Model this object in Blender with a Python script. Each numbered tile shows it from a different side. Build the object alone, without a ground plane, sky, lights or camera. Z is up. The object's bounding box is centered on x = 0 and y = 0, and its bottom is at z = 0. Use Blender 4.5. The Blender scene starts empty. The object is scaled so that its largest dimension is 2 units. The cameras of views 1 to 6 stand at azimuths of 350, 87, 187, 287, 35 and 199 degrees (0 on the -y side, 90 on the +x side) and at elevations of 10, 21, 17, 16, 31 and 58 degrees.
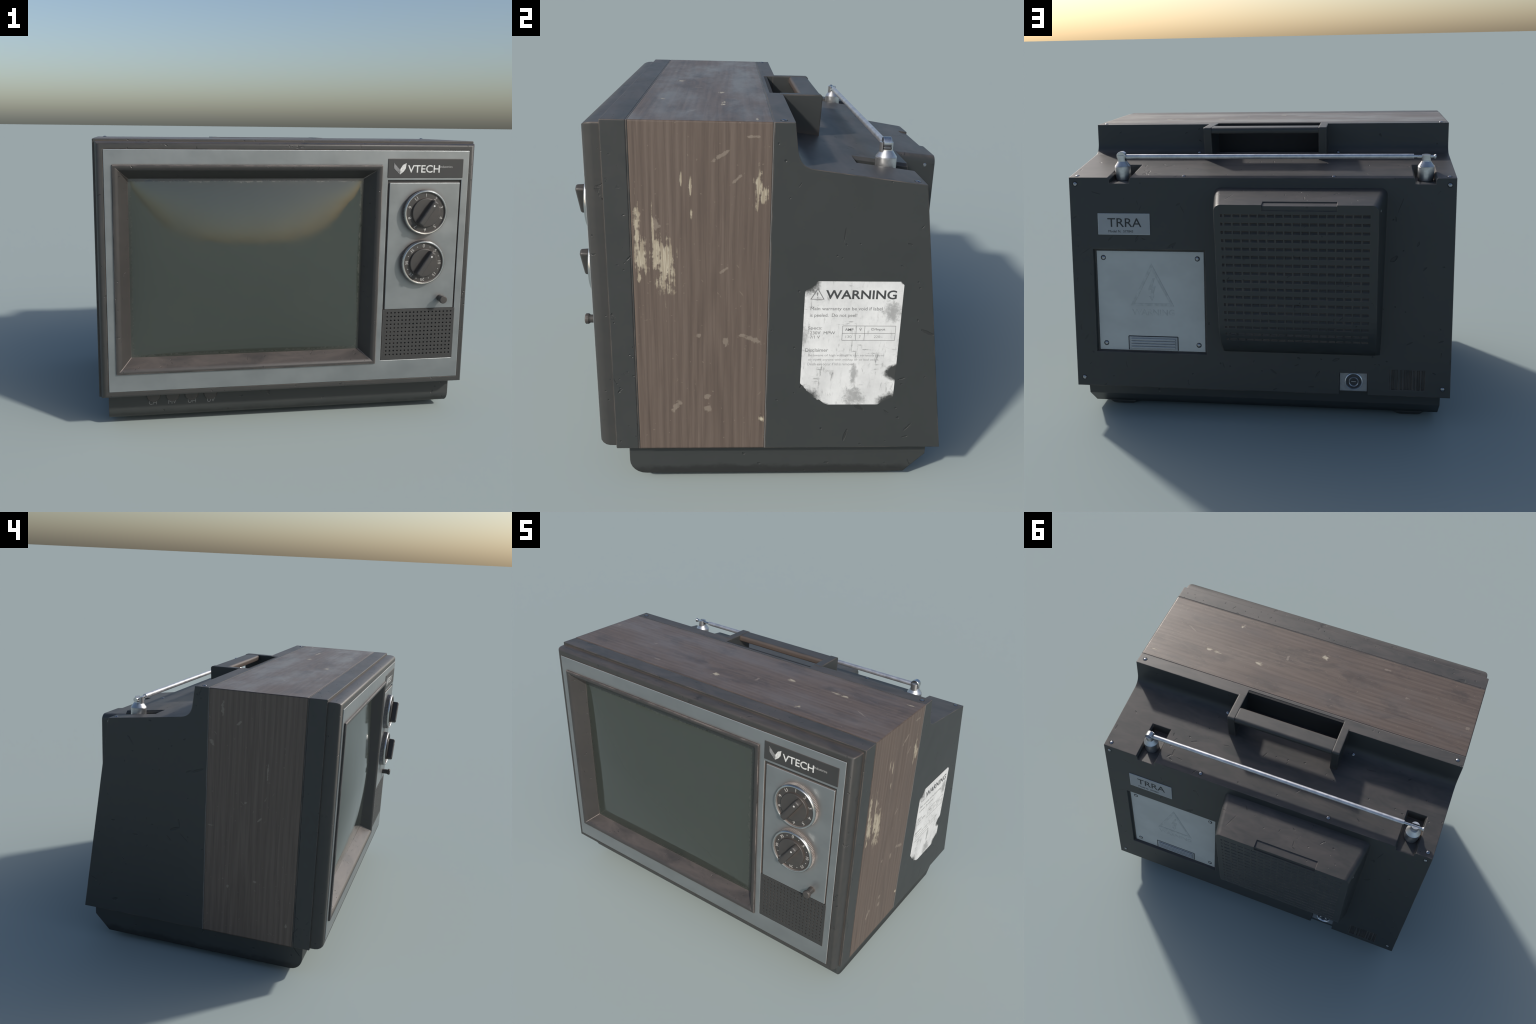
"""Old portable television set: wood-wrapped cabinet, silver front with two dials,
dark moulded rear shell with vent housing, carrying handle and folded rod antenna.
Units are metres; the set faces -y and stands on z = 0."""
import bpy, bmesh, math, random
from mathutils import Vector, Matrix, noise as mnoise

random.seed(7)
COL = bpy.context.scene.collection

# ------------------------------------------------------------------ scene helpers
root = bpy.data.objects.new("television", None)
COL.objects.link(root)
root["label"] = "worn portable television with wood sides and silver front"
root["category"] = "television"


def sharpen(me, deg=32):
    """Smooth shading with hard edges wherever two faces meet at more than deg."""
    bm = bmesh.new()
    bm.from_mesh(me)
    lim = math.radians(deg)
    for f in bm.faces:
        f.smooth = True
    for e in bm.edges:
        e.smooth = len(e.link_faces) == 2 and e.calc_face_angle(9.0) < lim
    bm.to_mesh(me)
    bm.free()


def flat_faces(ob):
    """Let big flat faces keep their own normal next to small rounded ones."""
    w = ob.modifiers.new("flat_faces", "WEIGHTED_NORMAL")
    w.mode, w.weight, w.keep_sharp = "FACE_AREA", 100, True


def put(name, me, mat=None, parent=root, smooth=32, fix=True):
    if fix:
        bm = bmesh.new()
        bm.from_mesh(me)
        bmesh.ops.recalc_face_normals(bm, faces=bm.faces[:])
        bm.to_mesh(me)
        bm.free()
    if smooth:
        sharpen(me, smooth)
    ob = bpy.data.objects.new(name, me)
    COL.objects.link(ob)
    ob.parent = parent
    if mat:
        me.materials.clear()
        me.materials.append(mat)
    if smooth:
        flat_faces(ob)
    return ob


def mesh(name, verts, faces):
    me = bpy.data.meshes.new(name)
    me.from_pydata([tuple(v) for v in verts], [], faces)
    me.validate()
    return me


def part(name, verts, faces, mat, parent=root, smooth=32, fix=True):
    return put(name, mesh(name, verts, faces), mat, parent, smooth, fix)


def group(name, parent=root):
    e = bpy.data.objects.new(name, None)
    COL.objects.link(e)
    e.parent = parent
    return e


def box_mesh(name, x0, x1, y0, y1, z0, z1, bevel=0.0, seg=2):
    bm = bmesh.new()
    bmesh.ops.create_cube(bm, size=1.0)
    for v in bm.verts:
        v.co = ((x0 + x1) / 2 + v.co.x * (x1 - x0), (y0 + y1) / 2 + v.co.y * (y1 - y0), (z0 + z1) / 2 + v.co.z * (z1 - z0))
    if bevel:
        bmesh.ops.bevel(bm, geom=bm.edges[:], offset=bevel, segments=seg, affect="EDGES", profile=0.5)
    me = bpy.data.meshes.new(name)
    bm.to_mesh(me)
    bm.free()
    return me


def box(name, x0, x1, y0, y1, z0, z1, mat, parent=root, bevel=0.0, seg=2):
    return put(name, box_mesh(name, x0, x1, y0, y1, z0, z1, bevel, seg), mat, parent)


def extrude_x(name, prof, x0, x1):
    """Prism: a (y, z) outline swept along x."""
    n = len(prof)
    v = [(x0, y, z) for y, z in prof] + [(x1, y, z) for y, z in prof]
    f = [tuple(range(n)), tuple(range(2 * n - 1, n - 1, -1))]
    f += [(i, i + n, (i + 1) % n + n, (i + 1) % n) for i in range(n)]
    me = mesh(name, v, f)
    bm = bmesh.new()
    bm.from_mesh(me)
    bmesh.ops.recalc_face_normals(bm, faces=bm.faces[:])
    bm.to_mesh(me)
    bm.free()
    return me


def loft_rects(name, rects, mat, parent=root, cap0=False, cap1=False, smooth=32):
    """Rectangles (x0, x1, z0, z1, y) joined ring to ring."""
    v, f = [], []
    for x0, x1, z0, z1, y in rects:
        v += [(x0, y, z0), (x1, y, z0), (x1, y, z1), (x0, y, z1)]
    for k in range(len(rects) - 1):
        for i in range(4):
            a, b = 4 * k + i, 4 * k + (i + 1) % 4
            f.append((a, b, b + 4, a + 4))
    if cap0:
        f.append((3, 2, 1, 0))
    if cap1:
        m = 4 * (len(rects) - 1)
        f.append((m, m + 1, m + 2, m + 3))
    return part(name, v, f, mat, parent, smooth)


def lathe_mesh(name, prof, segs=48, axis="y", modulate=None):
    """Revolve a (radius, along-axis) profile; radius 0 closes an end."""
    v, f, rings = [], [], []
    for k, (r, h) in enumerate(prof):
        if r <= 1e-6:
            rings.append([len(v)])
            v.append((0, 0, h))
        else:
            ring = []
            for i in range(segs):
                a = math.tau * i / segs
                rr = r + (modulate(k, i) if modulate else 0.0)
                ring.append(len(v))
                v.append((rr * math.cos(a), rr * math.sin(a), h))
            rings.append(ring)
    for a, b in zip(rings, rings[1:]):
        for i in range(segs):
            j = (i + 1) % segs
            if len(a) == 1:
                f.append((a[0], b[i], b[j]))
            elif len(b) == 1:
                f.append((a[i], b[0], a[j]))
            else:
                f.append((a[i], b[i], b[j], a[j]))
    if axis == "y":      # axis z -> -y, so that "up" the profile points at the viewer in front
        v = [(x, -z, y) for x, y, z in v]
    elif axis == "x":
        v = [(z, x, y) for x, y, z in v]
    return mesh(name, v, f)


def lathe(name, prof, at, mat, parent=root, segs=48, axis="y", modulate=None, smooth=32):
    ob = put(name, lathe_mesh(name, prof, segs, axis, modulate), mat, parent, smooth)
    ob.location = at
    return ob


def frame_matrix(at, right, up):
    r, u = Vector(right).normalized(), Vector(up).normalized()
    n = r.cross(u)
    m = Matrix((r, u, n)).transposed().to_4x4()
    m.translation = Vector(at)
    return m


def lettering(text, w, h, at, right, up, mat, parent, name="lettering", depth=0.0012, bold=0.0, spacing=1.0):
    """Raised letters from the built-in font, fitted to width w and height h, centred on at."""
    cu = bpy.data.curves.new(name, "FONT")
    cu.body, cu.size, cu.extrude, cu.offset = text, 1.0, 0.02, bold
    cu.space_character = spacing
    cu.resolution_u = 4
    tmp = bpy.data.objects.new(name, cu)
    COL.objects.link(tmp)
    dg = bpy.context.evaluated_depsgraph_get()
    me = bpy.data.meshes.new_from_object(tmp.evaluated_get(dg))
    bpy.data.objects.remove(tmp)
    bpy.data.curves.remove(cu)
    xs = [v.co.x for v in me.vertices]
    ys = [v.co.y for v in me.vertices]
    sx = w / (max(xs) - min(xs)) if w else h / (max(ys) - min(ys))
    sy = h / (max(ys) - min(ys)) if h else sx
    cx, cy = (max(xs) + min(xs)) / 2, (max(ys) + min(ys)) / 2
    for v in me.vertices:
        v.co = ((v.co.x - cx) * sx, (v.co.y - cy) * sy, v.co.z / 0.04 * depth)
    ob = put(name, me, mat, parent, smooth=0, fix=False)
    ob.matrix_world = frame_matrix(at, right, up)
    return ob


def flat_prism(name, pts, depth, at, right, up, mat, parent):
    """A small flat shape (outline in its own plane) with thickness."""
    n = len(pts)
    v = [(x, y, 0) for x, y in pts] + [(x, y, depth) for x, y in pts]
    f = [tuple(range(n - 1, -1, -1)), tuple(range(n, 2 * n))] + [(i, (i + 1) % n, (i + 1) % n + n, i + n) for i in range(n)]
    ob = part(name, v, f, mat, parent, smooth=0)
    ob.matrix_world = frame_matrix(at, right, up)
    return ob


def cut(target, cutter_meshes):
    """Exact boolean difference, applied."""
    for me in cutter_meshes:
        c = bpy.data.objects.new("cutter", me)
        COL.objects.link(c)
        m = target.modifiers.new("cut", "BOOLEAN")
        m.operation, m.solver, m.object = "DIFFERENCE", "EXACT", c
        dg = bpy.context.evaluated_depsgraph_get()
        new = bpy.data.meshes.new_from_object(target.evaluated_get(dg))
        target.modifiers.remove(m)
        old = target.data
        target.data = new
        bpy.data.meshes.remove(old)
        bpy.data.objects.remove(c)
        bpy.data.meshes.remove(me)


# ------------------------------------------------------------------ material helpers
class Nodes:
    def __init__(self, name):
        self.mat = bpy.data.materials.new(name)
        self.mat.use_nodes = True
        self.t = self.mat.node_tree
        self.t.nodes.clear()
        self.out = self.t.nodes.new("ShaderNodeOutputMaterial")
        self.bsdf = self.t.nodes.new("ShaderNodeBsdfPrincipled")
        self.t.links.new(self.bsdf.outputs[0], self.out.inputs[0])
        self.tc = self.t.nodes.new("ShaderNodeTexCoord")
        self.obj = self.tc.outputs["Object"]

    def set(self, sock, val):
        if isinstance(val, bpy.types.NodeSocket):
            self.t.links.new(val, sock)
        elif isinstance(val, (tuple, list)) and len(val) == 3 and sock.type == "RGBA":
            sock.default_value = (*val, 1)
        else:
            sock.default_value = val

    def math(self, op, a, b=0.0, c=None, clamp=False):
        n = self.t.nodes.new("ShaderNodeMath")
        n.operation, n.use_clamp = op, clamp
        self.set(n.inputs[0], a)
        self.set(n.inputs[1], b)
        if c is not None:
            self.set(n.inputs[2], c)
        return n.outputs[0]

    def map(self, scale=(1, 1, 1), loc=(0, 0, 0), rot=(0, 0, 0), vec=None):
        n = self.t.nodes.new("ShaderNodeMapping")
        self.set(n.inputs[0], vec or self.obj)
        n.inputs["Location"].default_value, n.inputs["Rotation"].default_value, n.inputs["Scale"].default_value = loc, rot, scale
        return n.outputs[0]

    def noise(self, vec, scale=1.0, detail=3.0, rough=0.55, dist=0.0, color=False):
        n = self.t.nodes.new("ShaderNodeTexNoise")
        self.set(n.inputs["Vector"], vec)
        n.inputs["Scale"].default_value, n.inputs["Detail"].default_value = scale, detail
        n.inputs["Roughness"].default_value, n.inputs["Distortion"].default_value = rough, dist
        return n.outputs["Color" if color else "Fac"]

    def voronoi(self, vec, scale=1.0, out="Distance", feature="F1"):
        n = self.t.nodes.new("ShaderNodeTexVoronoi")
        n.feature = feature
        self.set(n.inputs["Vector"], vec)
        n.inputs["Scale"].default_value = scale
        return n.outputs[out]

    def wave(self, vec, scale, dist, detail=2, dscale=1.0, axis="X", profile="SIN"):
        n = self.t.nodes.new("ShaderNodeTexWave")
        n.bands_direction, n.wave_profile = axis, profile
        self.set(n.inputs["Vector"], vec)
        n.inputs["Scale"].default_value, n.inputs["Distortion"].default_value = scale, dist
        n.inputs["Detail"].default_value, n.inputs["Detail Scale"].default_value = detail, dscale
        return n.outputs["Fac"]

    def ramp(self, fac, stops):
        n = self.t.nodes.new("ShaderNodeValToRGB")
        self.set(n.inputs[0], fac)
        e = n.color_ramp.elements
        while len(e) < len(stops):
            e.new(0.5)
        for el, (p, c) in zip(e, stops):
            el.position = p
            el.color = (*c, 1) if isinstance(c, (tuple, list)) else (c, c, c, 1)
        return n.outputs[0]

    def step(self, val, lo, hi):
        n = self.t.nodes.new("ShaderNodeMapRange")
        n.interpolation_type = "SMOOTHSTEP"
        self.set(n.inputs["Value"], val)
        self.set(n.inputs["From Min"], lo)
        self.set(n.inputs["From Max"], hi)
        return n.outputs[0]

    def mix(self, fac, a, b, mode="MIX"):
        n = self.t.nodes.new("ShaderNodeMix")
        n.data_type, n.blend_type = "RGBA", mode
        self.set(n.inputs[0], fac)
        self.set(n.inputs[6], a)
        self.set(n.inputs[7], b)
        return n.outputs[2]

    def vadd(self, a, b, s=1.0):
        n = self.t.nodes.new("ShaderNodeVectorMath")
        n.operation = "MULTIPLY_ADD"
        self.set(n.inputs[0], b)
        n.inputs[1].default_value = (s, s, s)
        self.set(n.inputs[2], a)
        return n.outputs[0]

    def length(self, v):
        n = self.t.nodes.new("ShaderNodeVectorMath")
        n.operation = "LENGTH"
        self.set(n.inputs[0], v)
        return n.outputs["Value"]

    def xyz(self, v=None):
        n = self.t.nodes.new("ShaderNodeSeparateXYZ")
        self.set(n.inputs[0], v or self.obj)
        return n.outputs

    def normal(self):
        n = self.t.nodes.new("ShaderNodeNewGeometry")
        return n.outputs["Normal"]

    def crevice(self, dist=0.04, local=False, inside=False):
        """How enclosed a point is: 0 in the open, 1 deep in a corner."""
        n = self.t.nodes.new("ShaderNodeAmbientOcclusion")
        n.samples, n.only_local, n.inside = 8, local, inside
        n.inputs["Distance"].default_value = dist
        return self.math("SUBTRACT", 1.0, n.outputs["AO"], clamp=True)

    def bump(self, height, strength=0.3, dist=0.01, normal=None):
        n = self.t.nodes.new("ShaderNodeBump")
        n.inputs["Strength"].default_value, n.inputs["Distance"].default_value = strength, dist
        self.set(n.inputs["Height"], height)
        if normal:
            self.set(n.inputs["Normal"], normal)
        return n.outputs[0]

    def round_edges(self, radius=0.006):
        n = self.t.nodes.new("ShaderNodeBevel")
        n.samples = 6
        n.inputs["Radius"].default_value = radius
        return n.outputs[0]

    def edge(self, rounded):
        """1 on the rounded band along hard edges, 0 on flats."""
        d = self.t.nodes.new("ShaderNodeVectorMath")
        d.operation = "DOT_PRODUCT"
        self.set(d.inputs[0], rounded)
        self.set(d.inputs[1], self.normal())
        return self.step(d.outputs["Value"], 0.999, 0.93)

    def blobs(self, spots, wobble, amount=0.6, plane="yz", soft=0.06):
        """Union of wobbling ellipses (u, v, ru, rv[, angle]) in one coordinate plane; returns 0..1."""
        res = None
        for s in spots:
            u, v, ru, rv = s[:4]
            if plane == "yz":
                sc, lo = (0, 1 / ru, 1 / rv), (0, -u / ru, -v / rv)
            elif plane == "xz":
                sc, lo = (1 / ru, 0, 1 / rv), (-u / ru, 0, -v / rv)
            else:
                sc, lo = (1 / ru, 1 / rv, 0), (-u / ru, -v / rv, 0)
            if len(s) > 4:   # lean the ellipse: rotate about its own centre first
                c = {"yz": (0, u, v), "xz": (u, 0, v), "xy": (u, v, 0)}[plane]
                rot = {"yz": (s[4], 0, 0), "xz": (0, s[4], 0), "xy": (0, 0, s[4])}[plane]
                v0 = self.map(rot=rot, vec=self.map(loc=tuple(-q for q in c)))
                d = self.length(self.map(scale=sc, vec=v0))
            else:
                d = self.length(self.map(scale=sc, loc=lo))
            res = d if res is None else self.math("MINIMUM", res, d)
        d = self.math("MULTIPLY_ADD", self.math("SUBTRACT", wobble, 0.5), 2 * amount, res)
        return self.step(d, 1.0 + soft, 1.0 - soft)

    def strokes(self, spec, wobble):
        """Gouges drawn as thin leaning ellipses: (plane, facing axis, sign, [(u0, v0, u1, v1, half width), ...])."""
        total = None
        for plane, axis, sign, segs in spec:
            res = None
            for u0, v0, u1, v1, hw in segs:
                c, th = ((u0 + u1) / 2, (v0 + v1) / 2), math.atan2(v1 - v0, u1 - u0)
                hl = math.hypot(u1 - u0, v1 - v0) / 2 + hw
                n = self.t.nodes.new("ShaderNodeMapping")
                n.vector_type = "TEXTURE"
                self.set(n.inputs[0], self.obj)
                far = 1.0e5
                loc, rot, sc = {"yz": ((0, *c), (th, 0, 0), (far, hl, hw)), "xz": ((c[0], 0, c[1]), (0, -th, 0), (hl, far, hw)), "xy": ((*c, 0), (0, 0, th), (hl, hw, far))}[plane]
                n.inputs["Location"].default_value, n.inputs["Rotation"].default_value, n.inputs["Scale"].default_value = loc, rot, sc
                d = self.length(n.outputs[0])
                res = d if res is None else self.math("MINIMUM", res, d)
            d = self.math("MULTIPLY_ADD", self.math("SUBTRACT", wobble, 0.5), 1.6, res)
            m = self.math("MULTIPLY", self.step(d, 1.15, 0.75), self.step(self.math("MULTIPLY", self.xyz(self.normal())[axis], sign), 0.5, 0.8))
            total = m if total is None else self.math("MAXIMUM", total, m)
        return total

    def nicks(self, size=1.0, seed=0.0, keep=0.55):
        """Sparse short gouges lying in several directions."""
        w = self.noise(self.obj, 30, 3, 0.6, color=True)
        v = self.vadd(self.obj, w, 0.020)
        res = None
        for k, way in enumerate([(0.1, 1, 1.2), (1, 1.3, 0.1), (1.4, 0.1, -1), (0.05, -0.9, 1.6), (1, -0.5, 0.3)]):
            rot = Vector(way).rotation_difference(Vector((0, 0, 1))).to_euler()
            s = 15.0 / size
            m = self.map(scale=(s * 1.5, s * 1.5, s * (0.20 + 0.10 * (k % 3))), loc=(seed + k * 3.7, k * 1.3, seed), vec=self.map(rot=rot, vec=v))
            d = self.voronoi(m)
            c = self.xyz(self.voronoi(m, out="Color"))
            hit = self.math("MULTIPLY", self.step(d, 0.11, 0.05), self.math("GREATER_THAN", c[0], keep))
            res = hit if res is None else self.math("MAXIMUM", res, hit)
        return res

    def finish(self, color, rough=0.5, metal=0.0, normal=None, spec=None, coat=None):
        self.set(self.bsdf.inputs["Base Color"], color)
        self.set(self.bsdf.inputs["Roughness"], rough)
        self.set(self.bsdf.inputs["Metallic"], metal)
        if normal:
            self.set(self.bsdf.inputs["Normal"], normal)
        if spec is not None:
            self.set(self.bsdf.inputs["Specular IOR Level"], spec)
        if coat:
            self.bsdf.inputs["Coat Weight"].default_value, self.bsdf.inputs["Coat Roughness"].default_value = coat
        return self.mat


DUST = (0.15, 0.108, 0.086)


def plastic(name, base=(0.034, 0.037, 0.0368), rough=0.47, dust=0.5, dust_dist=0.03, nick=1.5, bevel=0.006, warm=0.0, top_dust=0.0, nick_seed=0.0, edge_tint=0.35, front_dust=0.0, strokes=(), foot_grime=0.0, keep=0.55, chip=0.0, edge_col=(0.19, 0.148, 0.125)):
    n = Nodes(name)
    big = n.noise(n.obj, 3.0, 4, 0.6)
    fine = n.noise(n.obj, 60, 3, 0.6)
    col = n.mix(big, tuple(c * 0.9 for c in base), tuple(c * 1.12 for c in base))
    streak = n.noise(n.map(scale=(5, 14, 14)), 1.0, 5, 0.65, 0.6)
    if top_dust:
        up = n.step(n.xyz(n.normal())[2], 0.35, 0.9)
        f = n.math("MULTIPLY", up, n.math("MULTIPLY", n.step(streak, 0.15, 0.8), top_dust))
        col = n.mix(f, col, (0.098, 0.083, 0.076))
    if warm:
        col = n.mix(n.math("MULTIPLY", n.step(streak, 0.2, 0.85), warm), col, (0.095, 0.078, 0.07))
    norm = n.round_edges(bevel)
    ed = n.edge(norm)
    col = n.mix(n.math("MULTIPLY", ed, n.math("MULTIPLY", n.step(n.noise(n.obj, 9, 3), 0.35, 0.65), edge_tint)), col, edge_col)
    if front_dust:
        fd = n.step(n.xyz(n.normal())[1], -0.2, -0.8)
        col = n.mix(n.math("MULTIPLY", fd, n.math("MULTIPLY_ADD", streak, 0.6, front_dust - 0.3, clamp=True)), col, (0.105, 0.078, 0.064))
    if dust:
        cr = n.math("MULTIPLY", n.step(n.crevice(dust_dist), 0.25, 0.85), n.math("MULTIPLY_ADD", n.noise(n.obj, 11, 3), 0.6, dust - 0.3, clamp=True))
        col = n.mix(cr, col, DUST)
    r = n.math("MULTIPLY_ADD", big, 0.22, rough - 0.11)
    h = n.math("MULTIPLY", fine, 0.05)
    if chip:
        cp = n.math("MULTIPLY", n.step(n.noise(n.map(scale=(9, 22, 22)), 1.0, 4, 0.65), 0.60, 0.67), n.step(n.noise(n.obj, 5.5, 2), 0.52, 0.62))
        col = n.mix(n.math("MULTIPLY", cp, chip), col, (0.016, 0.016, 0.016))
        h = n.math("MULTIPLY_ADD", cp, -0.45, h)
    if foot_grime:
        low = n.math("ADD", n.step(n.xyz()[2], 0.10, 0.03), n.math("MULTIPLY", n.noise(n.map(scale=(7, 9, 14)), 1.0, 5, 0.7), 1.6))
        col = n.mix(n.math("MULTIPLY", n.step(low, 1.05, 1.6), foot_grime), col, (0.013, 0.013, 0.013))
    if nick or strokes:
        nk = n.nicks(nick, nick_seed, keep) if nick else None
        if strokes:
            sk = n.strokes(strokes, n.noise(n.obj, 90, 4, 0.6))
            nk = sk if nk is None else n.math("MAXIMUM", nk, sk)
        col = n.mix(n.math("MULTIPLY", nk, 0.45), col, (0.014, 0.014, 0.014))
        h = n.math("SUBTRACT", h, nk)
    bmp = n.bump(h, 0.55, 0.004, norm)
    return n.finish(col, r, 0.0, bmp)


def wood(name, grain="z", chips=(), scuffs=(), plane="yz", tint=1.0, worn=0.0, seed=0.0):
    """Brown veneer. grain = axis the fibres run along."""
    n = Nodes(name)
    along = {"x": (0.22, 1, 1), "z": (1, 1, 0.16)}[grain]
    st = n.map(scale=along, loc=(seed, seed * 0.7, seed * 1.3))
    warp = n.noise(st, 3.2, 3, 0.5, color=True)
    q = n.vadd(st, warp, 0.20)
    # cathedral figure: stretched rings round two far-apart hearts, plus straight fibres
    if grain == "z":
        hearts = [((0.0, 1.0, 0.075), (0.0, 0.245, -1.64 * 0.075)), ((0.0, 1.0, 0.060), (0.0, 0.215, -0.05 * 0.060))]
    else:
        hearts = [((0.085, 1.0, 0.0), (0.62 * 0.085, 0.33, 0.0)), ((0.060, 1.0, 0.0), (-1.3 * 0.060, 0.12, 0.0))]
    sets = []
    for sc, lo in hearts:
        w = n.t.nodes.new("ShaderNodeTexWave")
        w.wave_type, w.rings_direction = "RINGS", "SPHERICAL"
        n.set(w.inputs["Vector"], n.vadd(n.map(scale=sc, loc=lo), warp, 0.05))
        w.inputs["Scale"].default_value, w.inputs["Distortion"].default_value = 11.0, 2.2
        w.inputs["Detail"].default_value, w.inputs["Detail Scale"].default_value = 3, 2.5
        sets.append(w.outputs["Fac"])
    axis_pos = n.xyz()[2 if grain == "z" else 0]
    rings = n.math("ADD", n.math("MULTIPLY", sets[0], n.step(axis_pos, 0.7, 1.1) if grain == "z" else n.step(axis_pos, 0.2, -0.2)),
                   n.math("MULTIPLY", sets[1], n.step(axis_pos, 1.1, 0.7) if grain == "z" else n.step(axis_pos, -0.2, 0.2)))
    fibre = n.noise(n.map(scale={"x": (5, 170, 170), "z": (170, 170, 5)}[grain]), 1.0, 4, 0.65)
    fibre2 = n.noise(n.map(scale={"x": (1.8, 80, 80), "z": (80, 80, 1.8)}[grain], loc=(seed, 0, 0)), 1.0, 5, 0.62)
    broad = n.noise(n.map(scale={"x": (0.8, 6, 6), "z": (6, 6, 0.8)}[grain]), 1.0, 3, 0.5)
    vein = n.noise(n.map(scale={"x": (0.9, 34, 34), "z": (34, 34, 0.9)}[grain], loc=(0, seed, 1)), 1.0, 3, 0.55, 0.3)
    vein = n.math("SUBTRACT", n.step(n.math("ABSOLUTE", n.math("SUBTRACT", vein, 0.5)), 0.0, 0.055), 1.0)
    vein = n.math("MULTIPLY", vein, n.math("MULTIPLY_ADD", broad, 0.8, 0.1))
    g = n.math("MULTIPLY_ADD", vein, 0.26, n.math("MULTIPLY_ADD", rings, 0.19, 0.025))
    g = n.math("ADD", g, n.math("MULTIPLY", fibre2, 0.56))
    g = n.math("ADD", g, n.math("MULTIPLY", fibre, 0.36))
    g = n.math("ADD", g, n.math("MULTIPLY", broad, 0.30))
    t = tint
    col = n.ramp(g, [(0.36, (0.084 * t, 0.061 * t, 0.049 * t)), (0.68, (0.116 * t, 0.085 * t, 0.068 * t)), (0.98, (0.148 * t, 0.112 * t, 0.091 * t))])
    h = n.math("MULTIPLY", g, 0.35)
    rough = n.math("MULTIPLY_ADD", broad, 0.2, 0.42)
    if worn:
        blot = n.noise(n.map(scale=(3.2, 8, 8), loc=(2, 1, 0)), 1.0, 6, 0.7, 0.4)
        col = n.mix(n.math("MULTIPLY", n.step(blot, 0.50, 0.66), 0.6 * worn), col, (0.040, 0.034, 0.032))
        haze = n.noise(n.map(scale=(2, 5, 5), loc=(5, 3, 0)), 1.0, 6, 0.65)
        col = n.mix(n.math("MULTIPLY", n.step(haze, 0.46, 0.72), 0.5 * worn), col, (0.15, 0.135, 0.125))
        rough = n.math("MULTIPLY_ADD", n.step(haze, 0.35, 0.7), -0.14, n.math("SUBTRACT", rough, 0.08))
    # small scattered scratches showing the pale core
    nk = n.nicks(0.6, 4.0 + seed, 0.72)
    col = n.mix(n.math("MULTIPLY", nk, 0.35), col, (0.26, 0.215, 0.165))
    hair = n.noise(n.map(scale={"x": (7, 150, 150), "z": (150, 150, 7)}[grain]), 1.0, 3, 0.6)
    ragged = n.math("MULTIPLY_ADD", n.noise(n.obj, 30, 4, 0.6), 0.45, n.math("MULTIPLY", hair, 0.55))
    if scuffs:
        m = n.blobs(scuffs, n.noise(n.obj, 48, 4, 0.65), 2.0, plane, 0.25)
        m = n.math("MULTIPLY", m, n.math("MULTIPLY_ADD", hair, 0.5, 0.3))
        col = n.mix(m, col, (0.27, 0.225, 0.18))
    if chips:
        m = n.blobs(chips, ragged, 3.6, plane, 0.3)
        pale = n.mix(n.step(hair, 0.35, 0.65), (0.29, 0.24, 0.175), (0.50, 0.445, 0.34))
        col = n.mix(n.math("MULTIPLY", m, 0.95), col, pale)
        h = n.math("MULTIPLY_ADD", m, -0.8, h)
    norm = n.round_edges(0.007)
    return n.finish(col, rough, 0.0, n.bump(h, 0.35, 0.004, norm))


def brushed(name, base=(0.275, 0.292, 0.297), metal=0.7, rough=0.38, dust=0.85, dist=0.05, bevel=0.005):
    n = Nodes(name)
    big = n.noise(n.map(scale=(2, 2, 3)), 2.2, 5, 0.6)
    fine = n.noise(n.obj, 220, 2, 0.5)
    col = n.mix(n.step(big, 0.3, 0.7), tuple(c * 0.93 for c in base), tuple(c * 1.05 for c in base))
    speck = n.step(n.noise(n.obj, 75, 4, 0.7), 0.68, 0.76)
    col = n.mix(n.math("MULTIPLY", speck, 0.35), col, tuple(c * 0.55 for c in base))
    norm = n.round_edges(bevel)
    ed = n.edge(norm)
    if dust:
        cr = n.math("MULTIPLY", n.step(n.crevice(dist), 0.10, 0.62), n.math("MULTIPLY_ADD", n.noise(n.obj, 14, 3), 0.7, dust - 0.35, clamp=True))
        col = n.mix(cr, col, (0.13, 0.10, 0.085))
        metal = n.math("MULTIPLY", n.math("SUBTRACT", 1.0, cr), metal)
    col = n.mix(n.math("MULTIPLY", ed, 0.8), col, tuple(min(1, c * 2.0) for c in base))  # edges brightened in base colour to show bevel highlights
    r = n.math("MULTIPLY_ADD", big, 0.24, rough - 0.12)
    wavy = n.noise(n.map(scale=(5, 5, 2.2)), 1.0, 3, 0.5)
    return n.finish(col, r, metal, n.bump(wavy, 0.22, 0.02, n.bump(fine, 0.06, 0.002, norm)))


def plain(name, base, rough=0.5, metal=0.0, bevel=0.0, grime=0.0, spec=None):
    n = Nodes(name)
    f = n.noise(n.obj, 30, 4, 0.6)
    col = n.mix(n.step(f, 0.3, 0.7), tuple(c * 0.85 for c in base), tuple(min(1, c * 1.1) for c in base))
    if grime:
        col = n.mix(n.math("MULTIPLY", n.step(n.noise(n.obj, 55, 3, 0.6), 0.52, 0.66), grime), col, (0.045, 0.042, 0.04))
    r = n.math("MULTIPLY_ADD", f, 0.16, rough - 0.08)
    return n.finish(col, r, metal, n.round_edges(bevel) if bevel else None, spec)


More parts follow.
